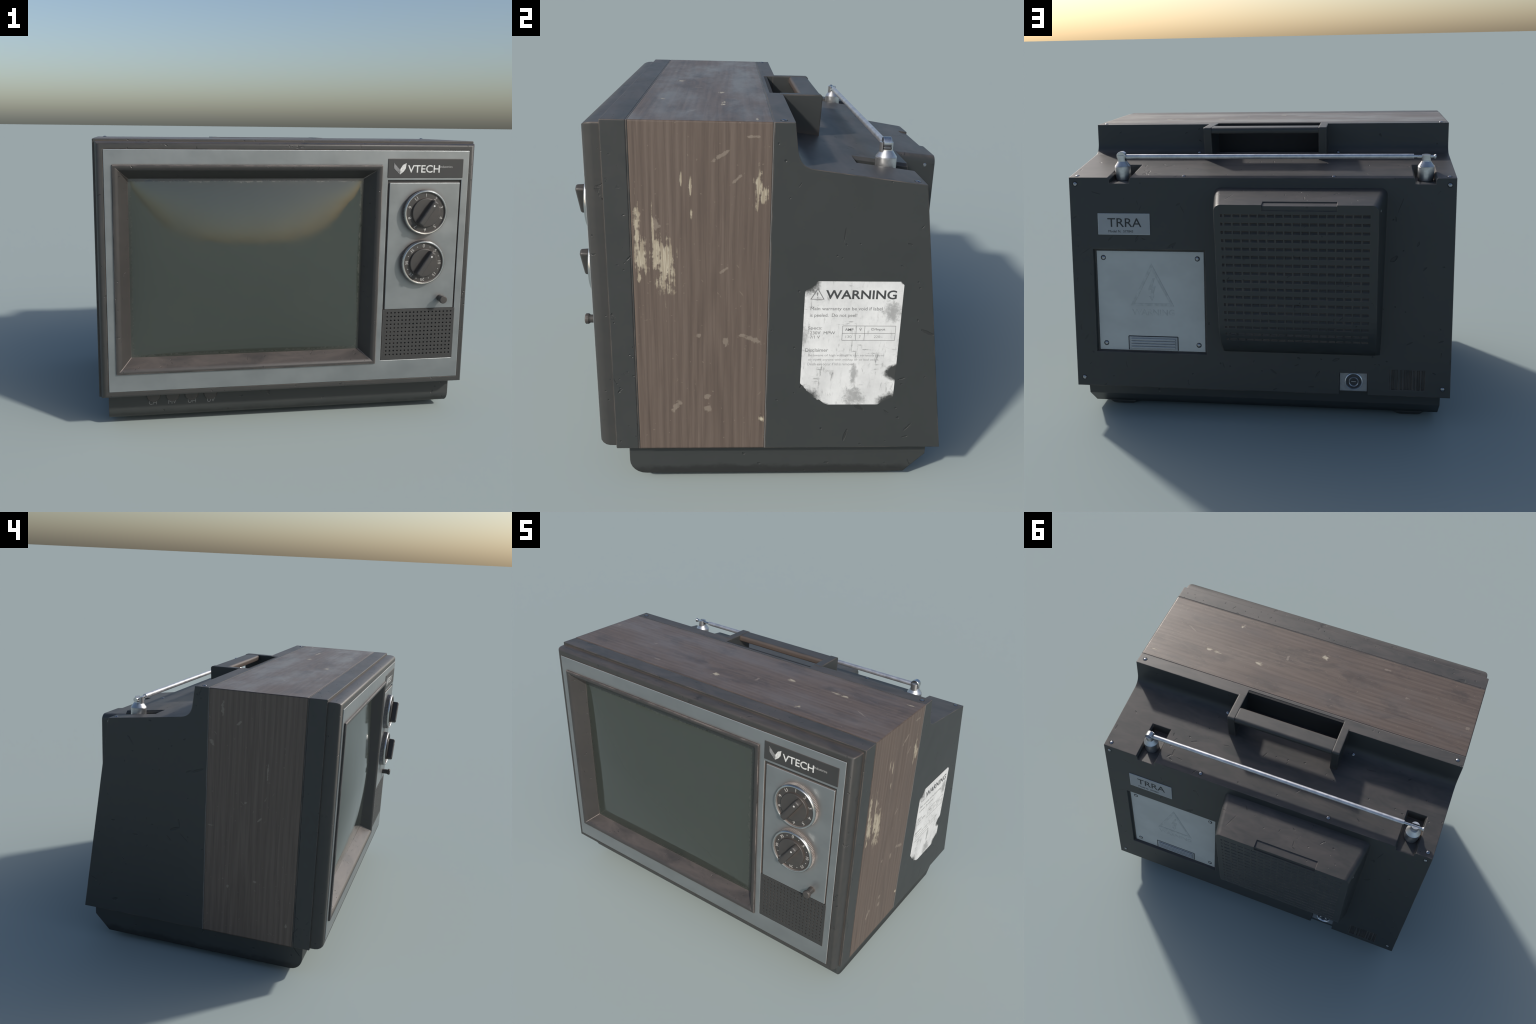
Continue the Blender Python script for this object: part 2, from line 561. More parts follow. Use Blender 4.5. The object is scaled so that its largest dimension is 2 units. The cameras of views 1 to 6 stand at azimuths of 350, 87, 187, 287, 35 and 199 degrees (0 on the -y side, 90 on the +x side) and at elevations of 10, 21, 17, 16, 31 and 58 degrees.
# ------------------------------------------------------------------ materials
FLANK_R = [(0.241, 1.136, 0.237, 1.09, 0.0022), (0.246, 1.077, 0.247, 1.075, 0.003), (0.476, 1.082, 0.49, 1.078, 0.003), (0.566, 0.725, 0.61, 0.705, 0.0055), (0.493, 0.505, 0.518, 0.514, 0.003),
           (0.300, 0.268, 0.289, 0.224, 0.0055), (0.327, 0.387, 0.355, 0.368, 0.008), (0.446, 0.363, 0.463, 0.351, 0.003), (0.532, 0.234, 0.553, 0.240, 0.0035), (0.063, 1.294, 0.071, 1.308, 0.0018)]
FLANK_L = [(0.042, 1.076, -0.010, 1.096, 0.0055), (0.077, 1.069, 0.052, 1.082, 0.003), (0.159, 0.737, 0.119, 0.754, 0.007), (0.112, 0.770, 0.119, 0.798, 0.004), (0.184, 0.696, 0.166, 0.677, 0.005),
           (0.107, 0.720, 0.066, 0.683, 0.0025), (0.385, 0.674, 0.362, 0.676, 0.004), (0.516, 0.737, 0.497, 0.737, 0.004), (0.511, 0.259, 0.488, 0.266, 0.007), (0.232, 0.528, 0.224, 0.503, 0.002), (0.656, 0.381, 0.616, 0.364, 0.003)]
BACK_MARKS = [(0.872, 1.231, 0.838, 1.222, 0.0025), (0.637, 1.187, 0.632, 1.170, 0.002), (0.616, 1.157, 0.624, 1.139, 0.0025), (0.424, 1.165, 0.407, 1.175, 0.004), (0.401, 1.159, 0.384, 1.126, 0.0025),
              (0.795, 0.982, 0.777, 0.999, 0.0035), (0.648, 0.977, 0.634, 1.004, 0.005), (0.474, 0.946, 0.436, 0.967, 0.0055), (0.948, 0.906, 0.895, 0.940, 0.002), (-0.744, 1.214, -0.717, 1.144, 0.0018),
              (-0.688, 0.894, -0.710, 0.910, 0.009), (-0.816, 0.973, -0.822, 0.987, 0.005), (-0.778, 0.463, -0.800, 0.475, 0.0025), (-0.938, 0.478, -0.957, 0.485, 0.003), (-0.197, 0.332, -0.214, 0.340, 0.003),
              (-0.068, 0.307, -0.092, 0.287, 0.004), (-0.308, 0.279, -0.323, 0.302, 0.005), (-0.270, 0.220, -0.292, 0.223, 0.004), (-0.398, 0.366, -0.423, 0.376, 0.006), (-0.078, 0.196, -0.100, 0.206, 0.003),
              (0.945, 0.448, 0.929, 0.470, 0.004), (0.723, 0.326, 0.718, 0.298, 0.0025), (0.191, 0.333, 0.183, 0.311, 0.003)]
SHELF_MARKS = [(0.522, 0.332, 0.492, 0.317, 0.005), (0.334, 0.284, 0.302, 0.282, 0.0035), (0.593, 0.447, 0.593, 0.416, 0.005), (0.556, 0.455, 0.527, 0.458, 0.003), (0.621, 0.360, 0.611, 0.340, 0.003),
               (0.639, 0.329, 0.640, 0.315, 0.004), (0.089, 0.271, 0.077, 0.243, 0.004), (-0.052, 0.271, -0.057, 0.255, 0.003), (0.983, 0.408, 0.982, 0.385, 0.004), (-0.546, 0.449, -0.561, 0.462, 0.003), (-0.513, 0.143, -0.549, 0.135, 0.004)]
VENT_MARKS = [(0.136, 0.712, 0.108, 0.645, 0.0028), (-0.253, 0.668, -0.256, 0.702, 0.0028), (-0.257, 0.706, -0.270, 0.714, 0.0028), (0.076, 0.571, 0.063, 0.588, 0.003), (-0.154, 0.651, -0.157, 0.637, 0.0025), (0.196, 0.632, 0.178, 0.636, 0.003)]
SHELL = plastic("dark_plastic_shell", top_dust=0.75, dust=0.45, nick=1.0, keep=0.8)
# the shell's four worn sides: same plastic, each with its own gouges
SHELL_SIDES = [(Vector((1, 0, 0)), "right", [("yz", 0, 1, FLANK_R)]), (Vector((-1, 0, 0)), "left", [("yz", 0, -1, FLANK_L)]),
               (Vector((0, 1, 0)), "back", [("xz", 1, 1, BACK_MARKS)]), (Vector((0, 0, 1)), "top", [("xy", 2, 1, SHELF_MARKS)])]
SHELL_SIDES = [(d, plastic("dark_plastic_shell_" + w, top_dust=0.75, dust=0.45, edge_tint=0.6, nick=1.0, keep=0.8, strokes=st)) for d, w, st in SHELL_SIDES]
VENT = plastic("dark_plastic_vent", top_dust=0.75, dust=0.45, edge_tint=0.55, nick=0.9, keep=0.8, nick_seed=3.0, strokes=[("xy", 2, 1, VENT_MARKS)], bevel=0.004)
PLINTH = plastic("dark_plastic_plinth", dust=0.3, nick=1.3, keep=0.7, nick_seed=6.0, foot_grime=0.8)
SHELL_SMALL = plastic("dark_plastic_plain", top_dust=0.5, dust=0.45, nick=0, bevel=0.008)
HANDLE = plastic("handle_plastic", front_dust=0.75, top_dust=0.5, dust=0.75, dust_dist=0.09, nick=0, bevel=0.010)
COLLAR = plastic("dark_plastic_collar", chip=0.3, bevel=0.005, edge_tint=0.6, top_dust=0.75, dust=0.9, dust_dist=0.022, warm=0.12, nick=0.8, nick_seed=2.0)
BEZEL = plastic("dark_plastic_bezel", chip=0.5, base=(0.036, 0.0365, 0.0355), dust=0.75, dust_dist=0.018, warm=0.14, edge_tint=0.55, nick=0.9, nick_seed=5.0, top_dust=0.7, bevel=0.01, rough=0.45)
SURROUND = plastic("dusty_plastic_surround", edge_col=(0.34, 0.285, 0.26), chip=0.12, base=(0.038, 0.036, 0.035), dust=0.3, dust_dist=0.06, warm=0.10, edge_tint=0.9, nick=0.6, nick_seed=9.0, top_dust=0.9, bevel=0.006, rough=0.4)  # edge_col lightened to paint the pinkish sun glint on the lip
PANEL_BLACK = plastic("black_panel_plastic", base=(0.036, 0.036, 0.0355), dust=0.6, dust_dist=0.012, nick=0, bevel=0.003)
KNOB = plastic("knob_plastic", base=(0.042, 0.0405, 0.039), dust=0.85, dust_dist=0.03, nick=0, bevel=0.004, warm=0.3, rough=0.42)
GRILLE = plastic("grille_plastic", base=(0.033, 0.033, 0.0325), dust=0, nick=0, bevel=0.002, rough=0.55)
SEAM_GLINT = plain("painted_seam_glint", (0.17, 0.165, 0.16), 0.45)
GAP = plain("gap_dark", (0.018, 0.018, 0.019), 0.8)
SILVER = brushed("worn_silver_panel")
CHROME = plain("polished_chrome", (0.60, 0.61, 0.62), 0.28, 1.0)
ALUMINIUM = plain("satin_aluminium", (0.60, 0.61, 0.62), 0.36, 0.9)
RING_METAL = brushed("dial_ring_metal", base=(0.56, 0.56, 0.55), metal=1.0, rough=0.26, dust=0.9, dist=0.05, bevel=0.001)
NUMERAL = plain("worn_numeral_print", (0.44, 0.43, 0.41), 0.6, grime=0.7)
ROD_METAL = plain("antenna_rod_metal", (0.62, 0.63, 0.66), 0.42, 0.8)
SCREW_METAL = plain("screw_metal", (0.36, 0.37, 0.39), 0.28, 1.0)
PRINT_WHITE = plain("white_print", (0.62, 0.62, 0.60), 0.6, grime=0.35)
PRINT_FAINT = plain("faint_print", (0.34, 0.34, 0.33), 0.6, grime=0.4)
PRINT_GREY = plain("grey_print", (0.21, 0.21, 0.21), 0.6, grime=0.5)
PRINT_BLACK = plain("black_print", (0.028, 0.03, 0.031), 0.6)
INK_DARK = plain("sticker_ink_dark", (0.05, 0.052, 0.054), 0.6)
INK_MID = plain("sticker_ink_mid", (0.19, 0.19, 0.19), 0.6)
INK_PALE = plain("sticker_ink_pale", (0.32, 0.32, 0.32), 0.6)

CHIPS_R = [(-0.520, 1.10, 0.010, 0.085), (-0.507, 1.02, 0.020, 0.05), (-0.419, 0.985, 0.026, 0.085), (-0.452, 1.03, 0.016, 0.05),
           (-0.463, 1.12, 0.004, 0.07), (-0.083, 1.29, 0.011, 0.045), (-0.066, 1.255, 0.012, 0.035, 0.5), (-0.327, 1.29, 0.004, 0.03),
           (-0.324, 1.19, 0.005, 0.016), (-0.360, 1.315, 0.003, 0.022), (-0.516, 0.94, 0.008, 0.016), (-0.049, 0.325, 0.008, 0.012)]
SCUFFS_R = [(-0.213, 1.405, 0.006, 0.034, 0.95), (-0.160, 1.318, 0.005, 0.026, 0.8), (-0.090, 0.682, 0.032, 0.010, 0.35), (-0.195, 0.675, 0.009, 0.020),
            (-0.388, 0.385, 0.010, 0.032, 0.6), (-0.265, 0.375, 0.013, 0.014), (-0.265, 0.43, 0.010, 0.012), (-0.45, 1.15, 0.011, 0.022),
            (-0.30, 0.70, 0.009, 0.007), (-0.135, 0.70, 0.011, 0.006, -0.4), (-0.205, 0.97, 0.005, 0.02, 0.9), (-0.10, 1.47, 0.02, 0.004)]
SCUFFS_L = [(-0.11, 1.43, 0.007, 0.030), (-0.055, 1.25, 0.009, 0.018, 0.5), (-0.36, 1.12, 0.004, 0.040), (-0.32, 0.52, 0.010, 0.008), (-0.17, 0.47, 0.005, 0.010),
            (-0.06, 0.80, 0.016, 0.004), (-0.25, 0.95, 0.008, 0.005, 0.7), (-0.20, 1.36, 0.005, 0.016, -0.8), (-0.33, 0.87, 0.004, 0.014, -0.7), (-0.50, 0.30, 0.005, 0.012)]
CHIPS_T = [(-0.040, -0.420, 0.020, 0.014), (0.322, -0.225, 0.018, 0.012), (0.590, -0.210, 0.022, 0.008), (0.636, -0.215, 0.014, 0.007), (0.520, -0.460, 0.009, 0.010), (0.945, -0.091, 0.016, 0.006)]
SCUFFS_T = [(-0.584, -0.306, 0.018, 0.006), (-0.420, -0.467, 0.018, 0.005), (0.170, -0.325, 0.006, 0.020), (0.511, -0.475, 0.007, 0.010), (-0.965, -0.229, 0.012, 0.010), (0.80, -0.33, 0.035, 0.003, 0.5)]
WOOD_R = wood("veneer_right", "z", CHIPS_R, SCUFFS_R)
WOOD_L = wood("veneer_left", "z", (), SCUFFS_L, tint=1.0, seed=3.0)
WOOD_T = wood("veneer_top", "x", CHIPS_T, SCUFFS_T, "xy", tint=1.0, worn=0.85, seed=1.0)


def glass_material():
    n = Nodes("screen_glass")
    x, y, z = n.xyz()
    big = n.noise(n.obj, 2.2, 3, 0.5)
    col = n.mix(big, (0.033, 0.042, 0.036), (0.041, 0.047, 0.039))
    # dusty border: distance to the edge of the tube face, broken up by noise
    ex = n.math("SUBTRACT", 0.611, n.math("ABSOLUTE", n.math("ADD", x, 0.2198)))
    ez = n.math("SUBTRACT", 0.4645, n.math("ABSOLUTE", n.math("SUBTRACT", z, 0.8605)))
    e = n.math("MINIMUM", ex, ez)
    e = n.math("MULTIPLY_ADD", n.noise(n.obj, 30, 4, 0.7), -0.05, e)
    rim = n.step(e, -0.002, -0.022)
    col = n.mix(n.math("MULTIPLY", rim, 0.25), col, (0.06, 0.058, 0.05))
    smear = n.noise(n.map(scale=(3, 3, 2), loc=(1, 0, 2)), 1.5, 5, 0.6)
    r = n.math("MULTIPLY_ADD", n.step(smear, 0.3, 0.75), 0.13, 0.035)
    r = n.math("MULTIPLY_ADD", rim, 0.35, r)
    return n.finish(col, r, 0.0, n.bump(n.noise(n.obj, 7, 2), 0.05, 0.01), 0.85)


GLASS = glass_material()


def sticker_material():
    n = Nodes("warning_sticker_paper")
    x, y, z = n.xyz()
    scr = n.noise(n.map(scale=(1, 60, 12)), 1.0, 5, 0.7)
    scr2 = n.noise(n.map(scale=(1, 16, 70)), 1.0, 4, 0.7)
    patch = n.noise(n.obj, 9, 4, 0.6)
    wear = n.math("MULTIPLY", n.step(scr, 0.54, 0.70), n.step(patch, 0.40, 0.60))
    wear = n.math("MAXIMUM", wear, n.math("MULTIPLY", n.step(scr2, 0.56, 0.70), n.step(patch, 0.48, 0.62)))
    wear = n.math("MULTIPLY", wear, 0.68)
    rag = n.math("MULTIPLY_ADD", n.noise(n.obj, 70, 4, 0.7), 0.5, n.math("MULTIPLY", n.noise(n.obj, 16, 3), 0.5))
    lost = [(0.10, 0.935, 0.060, 0.064), (0.480, 0.538, 0.044, 0.036), (0.10, 0.385, 0.085, 0.085), (0.495, 0.380, 0.085, 0.070), (0.185, 0.378, 0.040, 0.026), (0.48, 0.93, 0.016, 0.012)]
    d = None
    for u, v, ru, rv in lost:
        k = n.length(n.map(scale=(0, 1 / ru, 1 / rv), loc=(0, -u / ru, -v / rv)))
        d = k if d is None else n.math("MINIMUM", d, k)
    d = n.math("MULTIPLY_ADD", n.math("SUBTRACT", rag, 0.5), 1.3, d)
    gone = n.step(d, 1.22, 0.72)
    smudge = n.blobs([(0.315, 0.42, 0.040, 0.036), (0.10, 0.70, 0.02, 0.05), (0.44, 0.80, 0.03, 0.03), (0.31, 0.53, 0.012, 0.04)], rag, 2.4, soft=0.55)
    wear = n.math("MAXIMUM", wear, n.math("MULTIPLY", smudge, 0.5))
    wear = n.math("MAXIMUM", wear, gone)
    tone = n.mix(n.step(n.noise(n.map(scale=(1, 9, 6)), 1.0, 5, 0.7), 0.3, 0.7), (0.60, 0.60, 0.595), (0.74, 0.74, 0.73))
    col = n.mix(wear, tone, (0.043, 0.045, 0.044))
    return n.finish(col, 0.6)


STICKER = sticker_material()

# ------------------------------------------------------------------ main sizes (metres)
HX, TOP, BOT = 1.0, 1.5215, 0.186             # half width, top and underside of the cabinet
COLLAR_F, COLLAR_B = -0.635, -0.5455          # front collar
WOOD_F, WOOD_B = -0.5382, -0.0368             # wood wrap
SHELL_F = -0.0330                             # rear shell starts


def back_y(z):                                # sloping back face
    return 0.6930 + (BOT - 0.0015 - z) * 0.1482


def shelf_z(y):                               # shelf behind the step
    return 1.3465 - (y - 0.20) * 0.1265


BACK_N = Vector((0, 1, 0.1482)).normalized()
BACK_UP = Vector((0, -0.1482, 1)).normalized()


def on_back(x, z, lift=0.0):
    p = Vector((x, back_y(z), z))
    return p + BACK_N * lift


# ------------------------------------------------------------------ cabinet
box("inner_frame", -0.9985, 0.9985, -0.60, 0.0, 0.1875, 1.5200, GAP)
box("trim_strip", -0.9992, 0.9992, -0.5447, -0.5390, BOT + 0.0008, TOP - 0.0008, COLLAR)
box("modelled_seam_glint", -1.0004, 1.0004, -0.0362, -0.0332, BOT + 0.0004, TOP - 0.0010, SEAM_GLINT, bevel=0.001)  # pale strip modelled for the sun highlight along the shell's front edge
box("front_collar", -HX, HX, COLLAR_F, COLLAR_B, BOT, TOP, COLLAR, bevel=0.004)

m = 0.02
for name, mat, quad in (("wood_panel", WOOD_R, [(HX, BOT), (HX, TOP), (HX - m, TOP - m), (HX - m, BOT + m)]),
                        ("wood_panel", WOOD_L, [(-HX, BOT), (-HX, TOP), (-HX + m, TOP - m), (-HX + m, BOT + m)]),
                        ("wood_panel", WOOD_T, [(-HX, TOP), (HX, TOP), (HX - m, TOP - m), (-HX + m, TOP - m)]),
                        ("wood_panel", WOOD_T, [(-HX, BOT), (HX, BOT), (HX - m, BOT + m), (-HX + m, BOT + m)])):
    v = [(x, WOOD_F, z) for x, z in quad] + [(x, WOOD_B, z) for x, z in quad]
    part(name, v, [(0, 1, 2, 3), (7, 6, 5, 4)] + [(i, i + 4, (i + 1) % 4 + 4, (i + 1) % 4) for i in range(4)], mat)

# rear shell: side outline with the step and its soft inside corner, swept across the width
step_top, corner_r = 0.0405, 0.040
prof = [(SHELL_F, BOT), (back_y(BOT), BOT), (back_y(1.3055), 1.3055)]
prof.append((0.25, shelf_z(0.25)))
c0, c1, c2 = Vector((0.115, shelf_z(0.115))), Vector((0.0585, shelf_z(0.0585))), Vector((0.0525, 1.424))
for i in range(9):
    t = i / 8
    p = c0 * (1 - t) ** 2 + c1 * 2 * t * (1 - t) + c2 * t ** 2
    prof.append((p.x, p.y))
prof += [(step_top, TOP), (SHELL_F, TOP)]
shell = put("rear_shell", extrude_x("rear_shell", prof, -HX, HX), SHELL, smooth=0)


def sloped_box(x0, x1, z0, z1, d_in, d_out, flare=0.0):
    """Cutter standing on the back face: d_in deep, flared at the surface."""
    v = []
    for fx, dep in ((flare * (1 + d_out / d_in), d_out), (0.0, -d_in)):
        for x, z in ((x0 - fx, z0 - fx), (x1 + fx, z0 - fx), (x1 + fx, z1 + fx), (x0 - fx, z1 + fx)):
            v.append(on_back(x, z, dep))
    me = mesh("cutter", v, [(0, 1, 2, 3), (7, 6, 5, 4)] + [(i, i + 4, (i + 1) % 4 + 4, (i + 1) % 4) for i in range(4)])
    bm = bmesh.new()
    bm.from_mesh(me)
    bmesh.ops.recalc_face_normals(bm, faces=bm.faces[:])
    bm.to_mesh(me)
    bm.free()
    return me


cutters = []
# hand hollow behind the handle
cutters.append(extrude_x("cutter", [(-0.015, shelf_z(0.1) - 0.004), (0.08, shelf_z(0.08) + 0.003), (0.12, shelf_z(0.12) + 0.05), (0.12, 1.6), (-0.015, 1.6)], -0.295, 0.295))
# two antenna wells, open towards the back
WELL = ((0.676, 0.782), (-0.898, -0.797))
FLOOR = 1.2755
for a, b in WELL:
    cutters.append(extrude_x("cutter", [(0.306, FLOOR), (0.75, FLOOR), (0.75, 1.45), (0.306, 1.45)], a, b))
    # chamfer round the mouth
    v = []
    for y0, gx, dz in ((0.298, 0.009, 0.001), (0.306, 0.0, -0.012)):
        for x, y in ((a - gx, y0), (b + gx, y0), (b + gx, 0.75), (a - gx, 0.75)):
            v.append((x, y, shelf_z(y) + dz))
    for k in range(4):
        x, y, z = v[k]
        v.append((x, y, z + 0.05))
    me = mesh("cutter", v, [(0, 1, 5, 4), (1, 2, 6, 5), (2, 3, 7, 6), (3, 0, 4, 7), (4, 5, 6, 7), (0, 8, 9, 1), (1, 9, 10, 2), (2, 10, 11, 3), (3, 11, 8, 0), (8, 11, 10, 9)])
    bm = bmesh.new()
    bm.from_mesh(me)
    bmesh.ops.recalc_face_normals(bm, faces=bm.faces[:])
    bm.to_mesh(me)
    bm.free()
    cutters.append(me)
# recess of the access panel, aerial jack notch, slotted vent
cutters.append(sloped_box(0.283, 0.879, 0.382, 0.926, 0.018, 0.03, 0.006))
cutters.append(sloped_box(-0.5766, -0.4274, 0.15, 0.302, 0.032, 0.06))
for a, b in ((0.0, 0.006), (0.058, 0.235), (0.30, 0.36), (0.41, 0.63), (0.665, 0.73), (0.772, 0.86), (0.905, 1.0)):
    cutters.append(sloped_box(-0.6874 - 0.182 * b, -0.6874 - 0.182 * a, 0.221, 0.3255, 0.0065, 0.02))
cut(shell, cutters)
sharpen(shell.data, 32)
shell.data.materials.clear()
shell.data.materials.append(SHELL)
for d, mt in SHELL_SIDES:
    shell.data.materials.append(mt)
for p in shell.data.polygons:
    for k, (d, mt) in enumerate(SHELL_SIDES):
        if p.normal.dot(d) > 0.85:
            p.material_index = k + 1
flat_faces(shell)

for f in (0.105, 0.15, 0.455, 0.50, 0.545, 0.59, 0.815, 0.945):
    x = -0.6874 - 0.182 * f
    v = [on_back(x + sx * 0.0022, zz, d) for d in (-0.0080, -0.002) for sx in (-1, 1) for zz in (0.222, 0.3245)]
    part("vent_rib", v, [(0, 1, 3, 2), (4, 6, 7, 5), (0, 2, 6, 4), (1, 5, 7, 3), (0, 4, 5, 1), (2, 3, 7, 6)], SHELL_SMALL, shell)

# ------------------------------------------------------------------ plinth with rounded toe and chamfered heel, feet
prof = [(-0.590, 0.1875), (-0.590, 0.096)]
for i in range(1, 6):
    a = math.radians(90 * i / 6)
    prof.append((-0.590 + 0.066 * (1 - math.cos(a)), 0.096 - 0.0645 * math.sin(a)))
prof += [(-0.522, 0.0315), (0.5635, 0.0315), (0.650, 0.120), (0.650, 0.1875)]
put("plinth", extrude_x("plinth", prof, -0.954, 0.954), PLINTH)
v, f = [], []
for hw, z in ((0.066, -0.0318), (0.078, -0.0290), (0.090, -0.0190), (0.0975, -0.0080), (0.100, 0.001)):
    c = 0.030                                  # clipped corners
    v += [(hw, c - hw, z), (hw, hw - c, z), (hw - c, hw, z), (c - hw, hw, z), (-hw, hw - c, z), (-hw, c - hw, z), (c - hw, -hw, z), (hw - c, -hw, z)]
for k in range(4):
    f += [(8 * k + i, 8 * k + (i + 1) % 8, 8 * k + 8 + (i + 1) % 8, 8 * k + 8 + i) for i in range(8)]
f += [tuple(range(7, -1, -1)), tuple(range(32, 40))]
foot_me = mesh("foot", v, f)
put_foot = None
for x in (-0.80, 0.80):
    for y in (-0.30, 0.4650):
        if put_foot is None:
            put_foot = put("foot", foot_me, SHELL_SMALL)
            ob = put_foot
        else:
            ob = put_foot.copy()
            COL.objects.link(ob)
        ob.location = (x, y, 0.0318)

# small setting wheels half hidden under the front lip, with their marks
wheel_me = lathe_mesh("setting_wheel", [(0.037, 0.0), (0.037, 0.006), (0.033, 0.012), (0.0, 0.015)], 36, "y")
first = None
for k in range(4):
    if first is None:
        ob = first = put("setting_wheel", wheel_me, KNOB)
    else:
        ob = first.copy()
        COL.objects.link(ob)
    ob.location = (-0.719 + 0.1018 * k, -0.590, 0.166)
for t, x, w in (("CH", -0.7225, 0.042), ("MV", -0.6182, 0.043), ("UH", -0.513, 0.043), ("UV", -0.4094, 0.042)):
    lettering(t, w, 0.023, (x, -0.590, 0.1235), (1, 0, 0), (0, 0, 1), PRINT_GREY, root)

# ------------------------------------------------------------------ front bezel, silver plate, screen
curve = [(0.0, 0.0, -0.6345), (0.001, 0.0, -0.662), (0.004, 0.002, -0.677), (0.010, 0.0070, -0.690), (0.019, 0.0135, -0.6985), (0.030, 0.0190, -0.702)]
rects = [(-0.988 + i, 0.988 - i, 0.1945 + k, 1.5085 - k * 0.75, y) for i, k, y in curve]
rects.append((-0.9455, 0.9455, 0.235, 1.473, -0.7025))
rects.append((-0.9455, 0.9455, 0.235, 1.473, -0.6900))
loft_rects("front_bezel", rects, BEZEL, smooth=50)

OPEN = (-0.9065, 0.4705, 0.328, 1.398)
CP = (0.5014, 0.9090, 0.3425, 1.3206)


def plate_with_windows(name, outer, windows, y_front, y_back, mat, parent=root):
    xs = sorted({outer[0], outer[1], *[w[0] for w in windows], *[w[1] for w in windows]})
    zs = sorted({outer[2], outer[3], *[w[2] for w in windows], *[w[3] for w in windows]})

    def solid(i, k):
        if not (0 <= i < len(xs) - 1 and 0 <= k < len(zs) - 1):
            return False
        cx, cz = (xs[i] + xs[i + 1]) / 2, (zs[k] + zs[k + 1]) / 2
        return not any(w[0] < cx < w[1] and w[2] < cz < w[3] for w in windows)

    ids, v, f = {}, [], []

    def vid(i, k, y):
        if (i, k, y) not in ids:
            ids[i, k, y] = len(v)
            v.append((xs[i], y, zs[k]))
        return ids[i, k, y]

    for i in range(len(xs) - 1):
        for k in range(len(zs) - 1):
            if not solid(i, k):
                continue
            f.append((vid(i, k, y_front), vid(i + 1, k, y_front), vid(i + 1, k + 1, y_front), vid(i, k + 1, y_front)))
            f.append((vid(i, k, y_back), vid(i, k + 1, y_back), vid(i + 1, k + 1, y_back), vid(i + 1, k, y_back)))
            for di, dk, a, b in ((-1, 0, (i, k), (i, k + 1)), (1, 0, (i + 1, k + 1), (i + 1, k)), (0, -1, (i + 1, k), (i, k)), (0, 1, (i, k + 1), (i + 1, k + 1))):
                if not solid(i + di, k + dk):
                    f.append((vid(*a, y_front), vid(*b, y_front), vid(*b, y_back), vid(*a, y_back)))
    return part(name, v, f, mat, parent)


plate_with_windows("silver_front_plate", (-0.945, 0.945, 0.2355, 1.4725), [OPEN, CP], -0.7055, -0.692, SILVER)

# dusty surround: proud rounded lip, then a slope back to the tube
lip = [(0.000, -0.694, 0), (0.000, -0.711, 0), (0.0015, -0.7145, 0), (0.006, -0.7165, 0), (0.013, -0.7165, 0), (0.020, -0.714, 0), (0.028, -0.708, 0), (0.031, -0.705, 0)]
rects = [(OPEN[0] + i, OPEN[1] - i, OPEN[2] + i * 0.9, OPEN[3] - i * 0.95, y) for i, y, _ in lip]
rects.append((-0.8307, 0.3915, 0.396, 1.325, -0.6430))
rects.append((-0.829, 0.390, 0.398, 1.323, -0.6300))
loft_rects("screen_surround", rects, SURROUND, smooth=24)

X0, X1, Z0, Z1 = -0.8340, 0.3946, 0.393, 1.328
NX, NZ = 110, 90
v, f = [], []
for k in range(NZ + 1):
    for i in range(NX + 1):
        u, w = 2 * i / NX - 1, 2 * k / NZ - 1
        h = 0.88 * (1 - abs(u) ** 2.5) * (1 - abs(w) ** 1.7) + 0.17 * (1 - abs(u) ** 12) * (1 - abs(w) ** 10)
        v.append(((X0 + X1) / 2 + u * (X1 - X0) / 2, -0.6425 - 0.060 * h, (Z0 + Z1) / 2 + w * (Z1 - Z0) / 2))
for k in range(NZ):
    for i in range(NX):
        a = k * (NX + 1) + i
        f.append((a, a + 1, a + NX + 2, a + NX + 1))
part("picture_tube", v, f, GLASS, smooth=60, fix=False)
box("tube_backing", -0.86, 0.42, -0.640, -0.61, 0.37, 1.35, GAP)

# ------------------------------------------------------------------ brand plate
brand = put("brand_plate", box_mesh("brand_plate", 0.4995, 0.9132, -0.7085, -0.700, 1.3320, 1.4305, 0.002, 2), PANEL_BLACK)
R, U = (1, 0, 0), (0, 0, 1)
yb = -0.7085
lettering("VTECH", 0.175, 0.0395, (0.6950, yb, 1.3785), R, U, PRINT_WHITE, brand, bold=0.012)
lettering("industries", 0.070, 0.0125, (0.8180, yb, 1.3900), R, U, PRINT_FAINT, brand)
# emblem: two folded leaves forming a V
flat_prism("emblem", [(0.0, 0.0), (0.0345, -0.036), (0.0345, -0.0605), (0.0035, -0.030)], 0.0012, (0.5290, yb, 1.4105), R, U, PRINT_GREY, brand)
flat_prism("emblem", [(0.0365, -0.0605), (0.0365, -0.034), (0.050, -0.012), (0.0695, -0.002), (0.0660, -0.031), (0.055, -0.046)], 0.0012, (0.5290, yb, 1.4105), R, U, PRINT_WHITE, brand)

# ------------------------------------------------------------------ control panel and grille
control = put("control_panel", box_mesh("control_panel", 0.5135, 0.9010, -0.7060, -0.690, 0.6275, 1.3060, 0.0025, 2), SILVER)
box("control_channel", 0.497, 0.914, -0.6965, -0.689, 0.338, 1.325, PANEL_BLACK)


